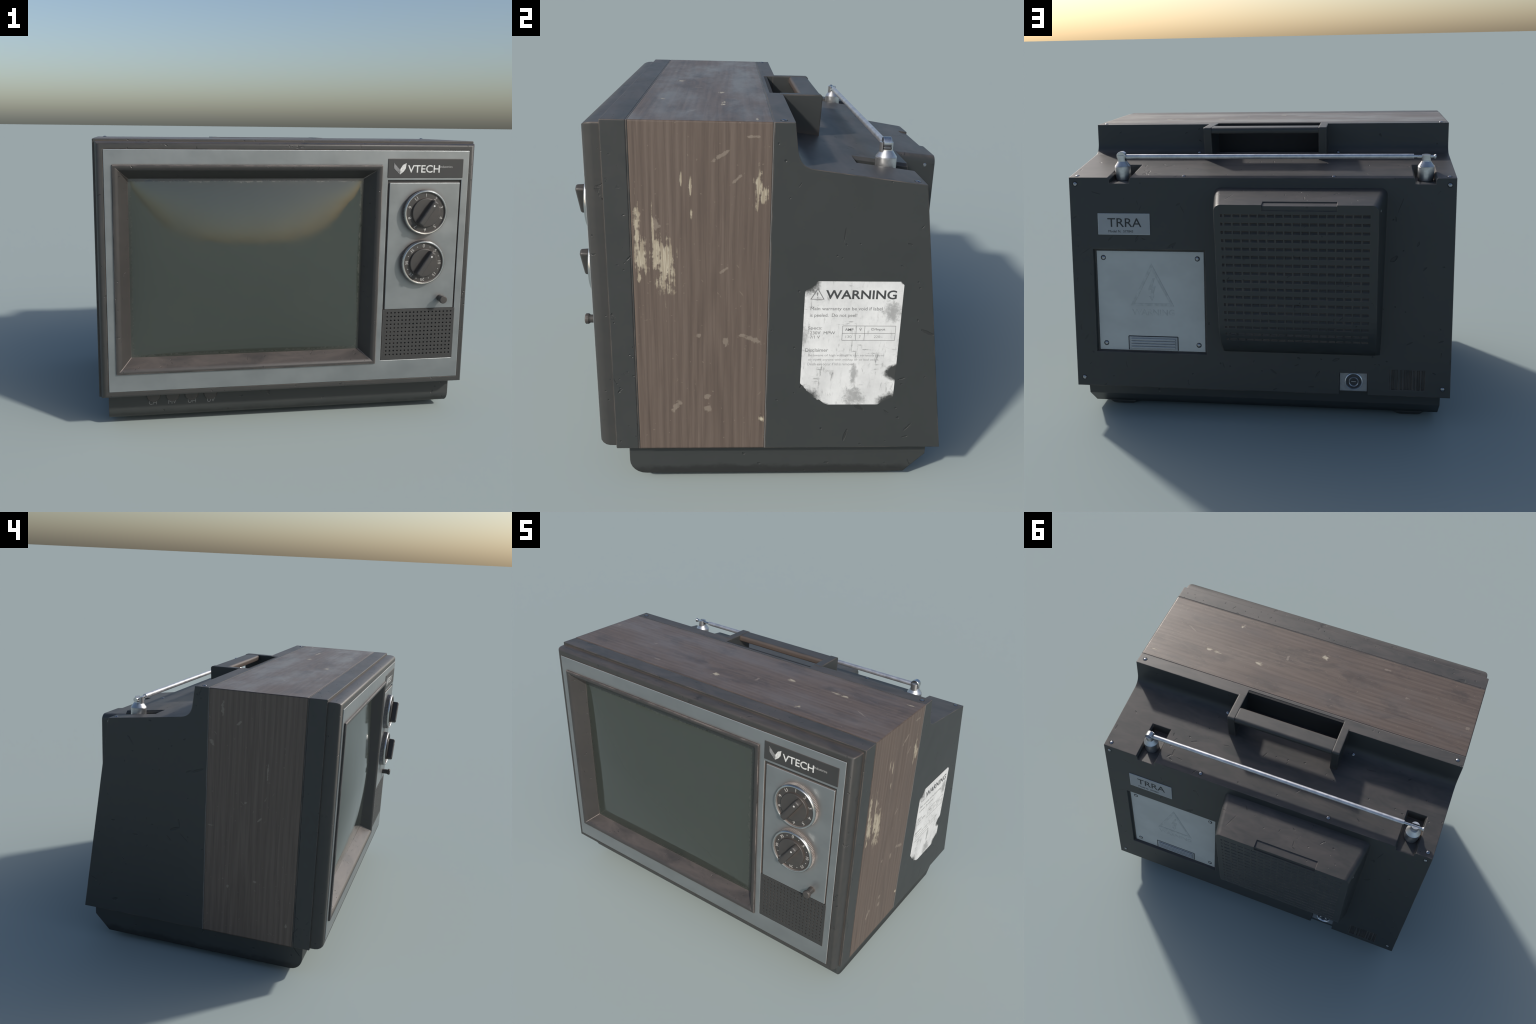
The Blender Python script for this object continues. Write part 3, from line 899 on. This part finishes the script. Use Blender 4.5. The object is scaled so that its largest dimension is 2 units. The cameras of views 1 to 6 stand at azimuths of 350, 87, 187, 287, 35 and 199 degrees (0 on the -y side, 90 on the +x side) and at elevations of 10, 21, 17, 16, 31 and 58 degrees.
def perforated(name, x0, x1, z0, z1, hx, hz, nx, nz, pitch, r, y, depth, mat):
    v, f = [], []
    gx0, gz0 = hx - pitch / 2, hz - pitch / 2
    gx1, gz1 = gx0 + nx * pitch, gz0 + nz * pitch

    def quad(a, b, c, d, yy=y):
        s = len(v)
        v.extend([(a, yy, c), (b, yy, c), (b, yy, d), (a, yy, d)])
        f.append((s, s + 1, s + 2, s + 3))

    quad(x0, x1, z0, gz0)
    quad(x0, x1, gz1, z1)
    quad(x0, gx0, gz0, gz1)
    quad(gx1, x1, gz0, gz1)
    for a, b, c, d in ((x0, z0, x1, z0), (x1, z0, x1, z1), (x1, z1, x0, z1), (x0, z1, x0, z0)):
        s = len(v)
        v.extend([(a, y, b), (c, y, d), (c, y + 0.012, d), (a, y + 0.012, b)])
        f.append((s, s + 1, s + 2, s + 3))
    for i in range(nx):
        for k in range(nz):
            cx, cz, h = hx + i * pitch, hz + k * pitch, pitch / 2
            s = len(v)
            sq = [(h, 0), (h, h), (0, h), (-h, h), (-h, 0), (-h, -h), (0, -h), (h, -h)]
            v.extend([(cx + a, y, cz + b) for a, b in sq])
            for rr, yy in ((r, y), (r * 0.8, y + depth)):
                v.extend([(cx + rr * math.cos(j * math.pi / 4), yy, cz + rr * math.sin(j * math.pi / 4)) for j in range(8)])
            for j in range(8):
                q = (j + 1) % 8
                f.append((s + j, s + q, s + 8 + q, s + 8 + j))
                f.append((s + 8 + j, s + 8 + q, s + 16 + q, s + 16 + j))
            f.append(tuple(s + 16 + j for j in range(8)))
    me = mesh(name, v, f)
    bm = bmesh.new()
    bm.from_mesh(me)
    bmesh.ops.remove_doubles(bm, verts=bm.verts[:], dist=1e-5)
    bm.to_mesh(me)
    bm.free()
    return put(name, me, mat, smooth=0)


perforated("speaker_grille", 0.5038, 0.9115, 0.3440, 0.6260, 0.5297, 0.3738, 18, 12, 0.02125, 0.0048, -0.7075, 0.007, GRILLE)

# ------------------------------------------------------------------ dials
TURN = math.radians(34)


def dial(cz, marks, dots):
    g = group("tuning_dial")
    cx = 0.7067
    g.location = (cx, -0.7055, cz)

    def teeth(k, i):
        return -0.0055 if k in (1, 2) and i % 2 else 0.0

    lathe("dial_ring", [(0.1185, -0.004), (0.1185, 0.002), (0.1172, 0.0225), (0.1175, 0.0230), (0.1180, 0.0275), (0.1165, 0.0325), (0.1130, 0.0350), (0.1085, 0.0345), (0.1055, 0.0310), (0.1050, 0.024)],
          (0, 0, 0), RING_METAL, g, 192, "y", teeth, 40)
    lathe("dial_face", [(0.107, 0.0255), (0.078, 0.0275), (0.0, 0.0275)], (0, 0, 0), KNOB, g, 64)
    lathe("knob_disc", [(0.0765, 0.0265), (0.0765, 0.035), (0.0745, 0.0385), (0.071, 0.0400), (0.0, 0.0400)], (0, 0, 0), KNOB, g, 64)
    # finger grip: a rounded bar across the knob
    bm = bmesh.new()
    bmesh.ops.create_cube(bm, size=1.0)
    for p in bm.verts:
        taper = 0.86 if p.co.y < 0 else 1.0
        p.co = (p.co.x * 0.0365 * taper, -0.0570 + p.co.y * 0.0405, p.co.z * 0.150 * (0.985 if p.co.y < 0 else 1.0))
    bmesh.ops.bevel(bm, geom=bm.edges[:], offset=0.0095, segments=4, affect="EDGES", profile=0.5)
    me = bpy.data.meshes.new("knob_grip")
    bm.to_mesh(me)
    bm.free()
    grip = put("knob_grip", me, KNOB, g)
    grip.rotation_euler = (0, TURN, 0)
    dot = lathe("pointer_dot", [(0.0052, -0.0005), (0.0045, 0.0010), (0.0, 0.0012)], (0.047 * math.sin(TURN), -0.0772, 0.047 * math.cos(TURN)), PRINT_WHITE, g, 16)
    n = len(marks)
    for k, t in enumerate(marks):
        a = math.tau * k / n
        out = Vector((math.sin(a), 0, math.cos(a)))
        side = Vector((math.cos(a), 0, -math.sin(a)))
        ob = lettering(t, None, 0.0185 if len(t) == 1 else 0.0165, Vector((0, 0, 0)), side, out, NUMERAL, g, "numeral", 0.0010, 0.006)
        mm = frame_matrix(Vector((0, -0.0272, 0)) + out * 0.0905, side, out)
        ob.matrix_parent_inverse = Matrix.Identity(4)
        ob.matrix_basis = mm
        if dots:
            b = a + math.pi / n
            lathe("scale_dot", [(0.0028, 0.0), (0.0022, 0.0008), (0.0, 0.0009)], (0.0905 * math.sin(b), -0.0267, 0.0905 * math.cos(b)), PRINT_FAINT, g, 12)


dial(1.1520, ["1", "2", "3", "4", "5", "6", "7", "8", "9", "U"], False)
dial(0.8845, ["0", "5", "10", "15", "20", "25", "30", "35"], True)


def ridged(k, i):
    return -0.0012 if k in (4, 5) and i % 2 else 0.0


push = group("power_button")
push.location = (0.8225, -0.7055, 0.6840)
lathe("button_stem", [(0.0175, -0.004), (0.0165, 0.006), (0.0165, 0.034), (0.0180, 0.038), (0.0215, 0.042), (0.0215, 0.0520), (0.0185, 0.0555), (0.0, 0.0560)], (0, 0, 0), KNOB, push, 40, "y", ridged)

# ------------------------------------------------------------------ carrying handle
handle = group("carrying_handle")
for s in (-1, 1):
    a, b = sorted((s * 0.2945, s * 0.3375))
    crest = [(0.2135 - 0.012 * (1 - math.cos(t)), 1.5225 - 0.012 * (1 - math.sin(t))) for t in (math.radians(90 * i / 5) for i in range(6))]
    me = extrude_x("handle_arm", [(0.030, shelf_z(0.05) - 0.01), (0.205, shelf_z(0.205) - 0.004)] + crest + [(0.030, 1.5225)], a, b)
    put("handle_arm", me, HANDLE, handle)
lip_ = [(0.1150 + 0.014 * (1 - math.cos(t)), 1.5215 - 0.014 * (1 - math.sin(t))) for t in (math.radians(90 * (5 - i) / 5) for i in range(6))]
crest = [(0.2130 - 0.018 * (1 - math.cos(t)), 1.5215 - 0.018 * (1 - math.sin(t))) for t in (math.radians(90 * i / 5) for i in range(6))]
me = extrude_x("handle_bar", [(0.1150, 1.4900), (0.2105, 1.4900)] + crest + lip_, -0.2950, 0.2950)
put("handle_bar", me, HANDLE, handle)

# ------------------------------------------------------------------ screws (dome in a dark collar)
screw_me = lathe_mesh("screw", [(0.0105, -0.001), (0.0102, 0.0008), (0.0085, 0.0026), (0.0050, 0.0040), (0.0, 0.0045)], 20, "z")
collar_me = lathe_mesh("screw_collar", [(0.0140, -0.001), (0.0137, 0.0006), (0.0107, 0.0004), (0.0105, -0.001)], 24, "z")
SCREW_PROTO = []


def screw(at, normal, parent, ring=GAP):
    z = Vector(normal).normalized()
    rot = z.to_track_quat("Z", "Y").to_matrix().to_4x4()
    rot.translation = Vector(at)
    for idx, (nm, me, mt) in enumerate((("screw", screw_me, SCREW_METAL), ("screw_collar", collar_me, ring))):
        if len(SCREW_PROTO) <= idx:
            ob = put(nm, me, mt, parent)
            SCREW_PROTO.append(ob)
        else:
            ob = SCREW_PROTO[idx].copy()
            COL.objects.link(ob)
            ob.parent = parent
        ob.matrix_world = rot


for x, z in ((0.9680, 1.2725), (-0.9670, 1.2725), (0.9615, 0.2312), (-0.9605, 0.2312)):
    screw(on_back(x, z), BACK_N, shell)
shelf_n = (0, 0.1265, 1)
for x in (0.965, -0.965, 0.3897, -0.3897):
    screw((x, 0.497, shelf_z(0.497)), shelf_n, shell)
for x in (0.961, -0.961):
    screw((x, 0.002, TOP), (0, 0, 1), shell)
for x in (0.3950, -0.3950):
    screw((x, 0.0810, 1.3672), (0, 0.65, 0.9), shell)

# ------------------------------------------------------------------ vent housing on the back
FY = 0.7835                                    # its flat face


def face_y(z):
    """Face depth: flat, then curling in towards the bottom."""
    pts = [(1.3, FY), (0.640, FY), (0.600, 0.7815), (0.570, 0.7775), (0.540, 0.7690), (0.506, 0.7530), (0.470, 0.7330), (0.435, 0.7060), (0.405, 0.6740)]
    for (za, ya), (zb, yb_) in zip(pts, pts[1:]):
        if z >= zb:
            t = (za - z) / (za - zb)
            return ya + (yb_ - ya) * t
    return pts[-1][1]


FT, FB, RC = 1.2237, 0.405, 0.034
FXL, FXR = -0.6150, 0.1780
P = 0.0418
slot_z = [1.1693 - P * k for k in range(14)] + [0.5865, 0.5465, 0.5110]
slot_x = [(0.1417, 0.0060)] + [(0.1104 - P * k, 0.0175) for k in range(17)]
zcuts = {FT, FB, 0.640, 0.600, 0.570, 0.435, 0.470}
for i in range(1, 7):
    zcuts.add(FT - RC * (1 - math.cos(math.radians(15 * i))))
slot_rows = []
for k, z in enumerate(slot_z):
    h = 0.0078 if k < 14 else (0.0068 if k < 16 else 0.006)
    slot_rows.append((z - h, z + h))
    zcuts |= {z - h, z + h}
zlist = sorted(zcuts, reverse=True)
zlist = [z for i, z in enumerate(zlist) if i == 0 or zlist[i - 1] - z > 1e-4]
xcols = []
for c, w in slot_x:
    xcols += [c + w, c - w]


def inset(z):
    d = FT - z
    return RC - math.sqrt(max(0.0, RC * RC - (RC - d) ** 2)) if d < RC else 0.0


v, f = [], []
rows = []
for z in zlist:
    i = inset(z)
    t = (FT - z) / (FT - FB)
    y = face_y(z)
    xs = [FXR - i] + xcols + [FXL + i]
    base_z = 1.2520 + (0.3940 - 1.2520) * t
    bi = i
    bx_r, bx_l = 0.2270 + (0.2018 - 0.2270) * t - bi, -0.6645 + (-0.6420 + 0.6645) * t + bi
    row = {"z": z}
    row["base_r"] = len(v)
    v.append((bx_r, back_y(base_z) - 0.012, base_z + (0.0055 if z > 0.6 else 0)))
    # softened front edge
    row["soft_r"] = len(v)
    v.append((FXR - i + 0.004, y - 0.008, z + (0.0 if i < 1e-6 else 0.002)))
    row["xs"] = list(range(len(v), len(v) + len(xs)))
    v += [(x, y, z) for x in xs]
    row["soft_l"] = len(v)
    v.append((FXL + i - 0.004, y - 0.008, z + (0.0 if i < 1e-6 else 0.002)))
    row["base_l"] = len(v)
    v.append((bx_l, back_y(base_z) - 0.012, base_z + (0.0055 if z > 0.6 else 0)))
    rows.append(row)
for ra, rb in zip(rows, rows[1:]):
    za, zb = ra["z"], rb["z"]
    is_slot = any(abs(za - hi) < 1e-4 and abs(zb - lo) < 1e-4 for lo, hi in slot_rows)
    ca = [ra["base_r"], ra["soft_r"], *ra["xs"], ra["soft_l"], ra["base_l"]]
    cb = [rb["base_r"], rb["soft_r"], *rb["xs"], rb["soft_l"], rb["base_l"]]
    for i in range(len(ca) - 1):
        q = (ca[i], ca[i + 1], cb[i + 1], cb[i])
        j = i - 2
        if is_slot and 0 < j < len(ra["xs"]) - 1 and j % 2 == 1:
            pts = [Vector(v[k]) for k in q]
            cen = sum(pts, Vector()) / 4
            inner = []
            for p in pts:
                e = p.copy()
                e.x -= math.copysign(0.0022, p.x - cen.x)
                e.z -= math.copysign(0.0018, p.z - cen.z)
                e.y -= 0.011 if p.z > cen.z else 0.004
                inner.append(len(v))
                v.append(tuple(e))
            for k in range(4):
                f.append((q[k], q[(k + 1) % 4], inner[(k + 1) % 4], inner[k]))
            f.append(tuple(inner))
        else:
            f.append(q)
top, low = rows[0], rows[-1]
f.append((top["base_r"], top["soft_r"], *top["xs"], top["soft_l"], top["base_l"]))
f.append((low["base_r"], low["soft_r"], *low["xs"], low["soft_l"], low["base_l"]))
f.append(tuple([r["base_r"] for r in rows] + [r["base_l"] for r in reversed(rows)]))
vent = put("vent_housing", mesh("vent_housing", v, f), SHELL, smooth=0)
cut(vent, [extrude_x("cutter", [(0.7350, 1.26), (0.7355, 1.2250), (0.7765, 1.2170), (0.7775, 1.1945), (0.82, 1.1945), (0.82, 1.26)], -0.4180, -0.0560)])
sharpen(vent.data, 40)
vent.data.materials.clear()
vent.data.materials.append(VENT)
flat_faces(vent)

for z, yy in ((1.187, 0.733), (0.5626, 0.7135)):
    for sx in (1, -1):
        xs_ = {(1, 1.187): 0.1868, (1, 0.5626): 0.1852, (-1, 1.187): -0.6240, (-1, 0.5626): -0.6224}[sx, z]
        screw((xs_, yy, z), (sx * 0.985, 0.17, 0), vent)

# ------------------------------------------------------------------ name plate, access panel, jack on the back
RB = (-1, 0, 0)
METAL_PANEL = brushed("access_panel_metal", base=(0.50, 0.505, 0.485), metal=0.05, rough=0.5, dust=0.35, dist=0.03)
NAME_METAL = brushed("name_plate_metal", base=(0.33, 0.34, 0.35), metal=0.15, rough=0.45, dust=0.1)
SYMBOL = plain("pressed_symbol", (0.46, 0.466, 0.448), 0.6, grime=0.0)


def slab_on_back(name, x0, x1, z0, z1, d0, d1, mat, parent=root):
    v = [on_back(x, z, d) for d in (d0, d1) for x, z in ((x0, z0), (x1, z0), (x1, z1), (x0, z1))]
    return part(name, v, [(0, 1, 2, 3), (7, 6, 5, 4)] + [(i, i + 4, (i + 1) % 4 + 4, (i + 1) % 4) for i in range(4)], mat, parent)


plate = slab_on_back("name_plate", 0.5690, 0.8500, 1.0095, 1.1205, -0.004, 0.003, NAME_METAL)
lettering("TRRA", 0.184, 0.0465, on_back(0.7057, 1.0732, 0.0030), RB, BACK_UP, PRINT_BLACK, plate, bold=0.004)
lettering("Model N.  577843", 0.134, 0.0125, on_back(0.7268, 1.0275, 0.0030), RB, BACK_UP, PRINT_BLACK, plate)

PD = -0.0165                                   # the panel sits this deep in its recess
access = slab_on_back("access_panel", 0.2885, 0.8705, 0.3860, 0.9205, -0.024, PD, METAL_PANEL)
for x, z in ((0.8350, 0.8850), (0.3225, 0.8850), (0.8350, 0.4215), (0.3225, 0.4215)):
    screw(on_back(x, z, PD), BACK_N, access)
tc = on_back(0.574, 0.70, PD + 0.0001)


def ring_prism(name, outer, inner, depth, at, right, up, mat, parent):
    n = len(outer)
    v = [(x, y, d) for d in (0, depth) for ps in (outer, inner) for x, y in ps]
    f = []
    for i in range(n):
        j = (i + 1) % n
        f += [(i, j, n + j, n + i), (2 * n + i, 2 * n + j, 3 * n + j, 3 * n + i), (i, j, 2 * n + j, 2 * n + i), (n + i, n + j, 3 * n + j, 3 * n + i)]
    ob = part(name, v, f, mat, parent, smooth=0)
    ob.matrix_world = frame_matrix(at, right, up)
    return ob


ring_prism("warning_triangle", [(0, 0.158), (0.119, -0.072), (-0.119, -0.072)], [(0, 0.126), (0.097, -0.058), (-0.097, -0.058)], 0.0009, tc, RB, BACK_UP, SYMBOL, access)
flat_prism("warning_bolt", [(0.006, 0.078), (-0.022, 0.012), (-0.003, 0.018), (-0.008, -0.022), (-0.016, -0.018), (-0.001, -0.044), (0.012, -0.016), (0.004, -0.020), (0.020, 0.036), (0.000, 0.028), (0.016, 0.078)],
           0.0009, tc, RB, BACK_UP, SYMBOL, access)
lettering("WARNING", 0.232, 0.033, on_back(0.570, 0.594, PD + 0.0001), RB, BACK_UP, SYMBOL, access, depth=0.0009, bold=0.01)
tab = slab_on_back("panel_tab", 0.4400, 0.7065, 0.3880, 0.4600, PD - 0.001, PD + 0.0010, NAME_METAL, access)
for k in range(4):
    z = 0.4025 + 0.0145 * k
    slab_on_back("tab_rib", 0.452, 0.694, z - 0.0042, z + 0.0042, PD, PD + 0.0065, NAME_METAL, access)
for x in (0.4375, 0.7090):
    slab_on_back("tab_groove", x - 0.0025, x + 0.0025, 0.3880, 0.4625, PD, PD + 0.0006, GAP, access)
slab_on_back("tab_groove", 0.4375, 0.7090, 0.4605, 0.4650, PD, PD + 0.0006, GAP, access)

JACK_METAL = plain("jack_metal", (0.30, 0.31, 0.33), 0.4, 0.5, bevel=0.004)
JACK_RING = plain("jack_ring_metal", (0.78, 0.80, 0.83), 0.3, 0.9)
JACK_DARK = plain("jack_well_metal", (0.05, 0.053, 0.06), 0.4, 0.5)
jack = slab_on_back("aerial_jack", -0.5745, -0.4295, 0.1990, 0.3000, -0.033, -0.024, JACK_METAL)
jc = on_back(-0.5035, 0.2510, -0.024)
jm = frame_matrix(jc, RB, BACK_UP)
for nm, pr, mt in (("jack_ring", [(0.0470, -0.001), (0.0460, 0.006), (0.0425, 0.0075), (0.0405, 0.004), (0.038, -0.001)], JACK_RING),
                   ("jack_well", [(0.0410, 0.0), (0.030, 0.0010), (0.0, 0.0012)], JACK_DARK),
                   ("jack_ring", [(0.0262, 0.0), (0.0255, 0.0100), (0.0235, 0.0120), (0.0215, 0.0100), (0.0210, 0.0)], JACK_RING)):
    ob = put(nm, lathe_mesh(nm, pr, 40, "z"), mt, jack)
    ob.matrix_world = jm
pin = box("jack_pin", -0.013, 0.013, -0.0022, 0.0022, 0.0, 0.007, SCREW_METAL, jack, 0.001)
pin.matrix_world = jm

# ------------------------------------------------------------------ folded antenna
AY, AZ = 0.4185, 1.3975
PIV, RST = 0.7375, -0.8545
cup_prof = [(0.0, 1.2745), (0.0345, 1.2745), (0.0385, 1.2775), (0.0405, 1.2860), (0.0413, 1.3000), (0.0415, 1.3470), (0.0398, 1.3485), (0.0398, 1.3495), (0.0412, 1.3510), (0.0235, 1.3755), (0.0230, 1.3790), (0.0, 1.3790)]
ant = group("antenna")


def prong(name, cx, cy, r, half_slot, side, z1, parent):
    """One cheek of a slotted round neck: a circle segment pulled up."""
    half = math.acos(half_slot / r)
    pts = [(cx + r * math.sin(a), cy + side * r * math.cos(a)) for a in (half * (2 * i / 10 - 1) for i in range(11))]
    n_ = len(pts)
    v_ = [(x, y, z) for z in (1.368, z1) for x, y in pts]
    return part(name, v_, [tuple(range(n_)), tuple(range(2 * n_ - 1, n_ - 1, -1))] + [(i, (i + 1) % n_, (i + 1) % n_ + n_, i + n_) for i in range(n_)], ALUMINIUM, parent)


for cx in (PIV, RST):
    holder = lathe("antenna_cup", cup_prof, (cx, 0.4235, 0.0), ALUMINIUM, ant, 48, "z", None, 26)
    holder.location = (cx, 0.4235, 0)
pivot = ant
for side in (-1, 1):
    prong("fork_prong", PIV, 0.4208, 0.0262, 0.0172, side, 1.4060, pivot)
knuckle = lathe("pivot_knuckle", [(0.0, -0.0160), (0.0230, -0.0160), (0.0245, -0.0145), (0.0245, 0.0145), (0.0230, 0.0160), (0.0, 0.0160)], (PIV + 0.001, 0.4213, 1.4020), CHROME, pivot, 32)
rest = ant
for side in (-1, 1):
    prong("rest_prong", RST, AY, 0.0235, 0.0098, side, 1.4065, rest)
lathe("antenna_rod", [(0.0, -0.792), (0.0122, -0.792), (0.0128, -0.790), (0.0128, PIV - 0.018), (0.0, PIV - 0.018)], (0, AY, AZ), ROD_METAL, ant, 24, "x")
lathe("antenna_tip", [(0.0, -0.9030), (0.0118, -0.9030), (0.0125, -0.9000), (0.0112, -0.8965), (0.0078, -0.8915), (0.0078, -0.790), (0.0, -0.790)], (0, AY, AZ - 0.001), CHROME, ant, 24, "x")

# ------------------------------------------------------------------ warning sticker on the right flank
rng = random.Random(11)


def ragged(points, amp, step=0.006):
    out = []
    for k, (a, b) in enumerate(zip(points, points[1:] + points[:1])):
        va, vb, torn = Vector(a[:2]), Vector(b[:2]), a[2]
        cnt = max(1, int((vb - va).length / step)) if torn else 1
        for i in range(cnt):
            p = va.lerp(vb, i / cnt)
            if torn and i:
                d = (vb - va).normalized()
                p += Vector((-d.y, d.x)) * rng.uniform(-amp, amp)
            out.append((p.x, p.y))
    return out


outline = ragged([(0.0995, 0.490, 1), (0.155, 0.425, 1), (0.212, 0.3915, 0), (0.410, 0.3915, 1), (0.4775, 0.425, 0), (0.4775, 0.915, 1), (0.466, 0.9285, 0), (0.150, 0.9285, 1), (0.128, 0.905, 1), (0.1015, 0.885, 0)], 0.003)
n = len(outline)
v = [(0.9995, y, z) for y, z in outline] + [(1.0008, y, z) for y, z in outline]
sticker = part("warning_sticker", v, [tuple(range(n)), tuple(range(2 * n - 1, n - 1, -1))] + [(i, (i + 1) % n, (i + 1) % n + n, i + n) for i in range(n)], STICKER, smooth=0)
SR, SU, SX = (0, 1, 0), (0, 0, 1), 1.0008


def line(text, y0, y1, zc, h, mat, bold=0.0):
    lettering(text, y1 - y0, h, (SX, (y0 + y1) / 2, zc), SR, SU, mat, sticker, depth=0.0005, bold=bold)


line("WARNING", 0.1810, 0.4525, 0.8745, 0.0375, INK_DARK, 0.02)
line("Main warranty can be void if label", 0.1256, 0.4027, 0.8140, 0.0185, INK_MID)
line("is peeled.  Do not peel!", 0.1245, 0.3063, 0.7860, 0.0185, INK_MID)
line("Specs:", 0.1197, 0.1740, 0.7320, 0.0165, INK_MID)
line("230V  MPW", 0.1281, 0.2255, 0.7128, 0.0130, INK_MID)
line("7/1 V", 0.1290, 0.1672, 0.6945, 0.0130, INK_MID)
line("Disclaimer", 0.1128, 0.2027, 0.6380, 0.0145, INK_MID)
line("Be aware of high voltage it can seriously harm", 0.1253, 0.4240, 0.6140, 0.0120, INK_PALE)
line("or injure anyone with mishap or or bad usage.", 0.1263, 0.4063, 0.5948, 0.0115, INK_PALE)
line("Death can occur if lid is removed.", 0.1247, 0.3124, 0.5765, 0.0115, INK_PALE)
line("AMP", 0.2635, 0.2960, 0.7275, 0.0110, INK_MID, 0.01)
line("V", 0.3180, 0.3285, 0.7275, 0.0110, INK_MID, 0.01)
line("D/Input", 0.3665, 0.4205, 0.7275, 0.0125, INK_MID, 0.01)
line("130", 0.2675, 0.2905, 0.6965, 0.0110, INK_PALE)
line("7", 0.3190, 0.3265, 0.6965, 0.0110, INK_PALE)
line("220~", 0.3780, 0.4120, 0.6965, 0.0110, INK_PALE)
for a, b, z in ((0.2535, 0.4605, 0.7430), (0.2535, 0.4605, 0.7115), (0.2535, 0.4605, 0.6810)):
    box("table_rule", SX - 0.0002, SX + 0.0004, a, b, z - 0.0008, z + 0.0008, INK_MID, sticker)
for y in (0.2535, 0.3070, 0.3400, 0.4605):
    box("table_rule", SX - 0.0002, SX + 0.0003, y - 0.0007, y + 0.0007, 0.6810, 0.7430, INK_MID, sticker)
ring_prism("warning_triangle", [(0, 0.047), (0.027, 0), (-0.027, 0)], [(0, 0.0405), (0.0225, 0.0022), (-0.0225, 0.0022)], 0.0005, (SX, 0.1495, 0.8540), SR, SU, INK_MID, sticker)
line("!", 0.1473, 0.1517, 0.8710, 0.0250, INK_MID)
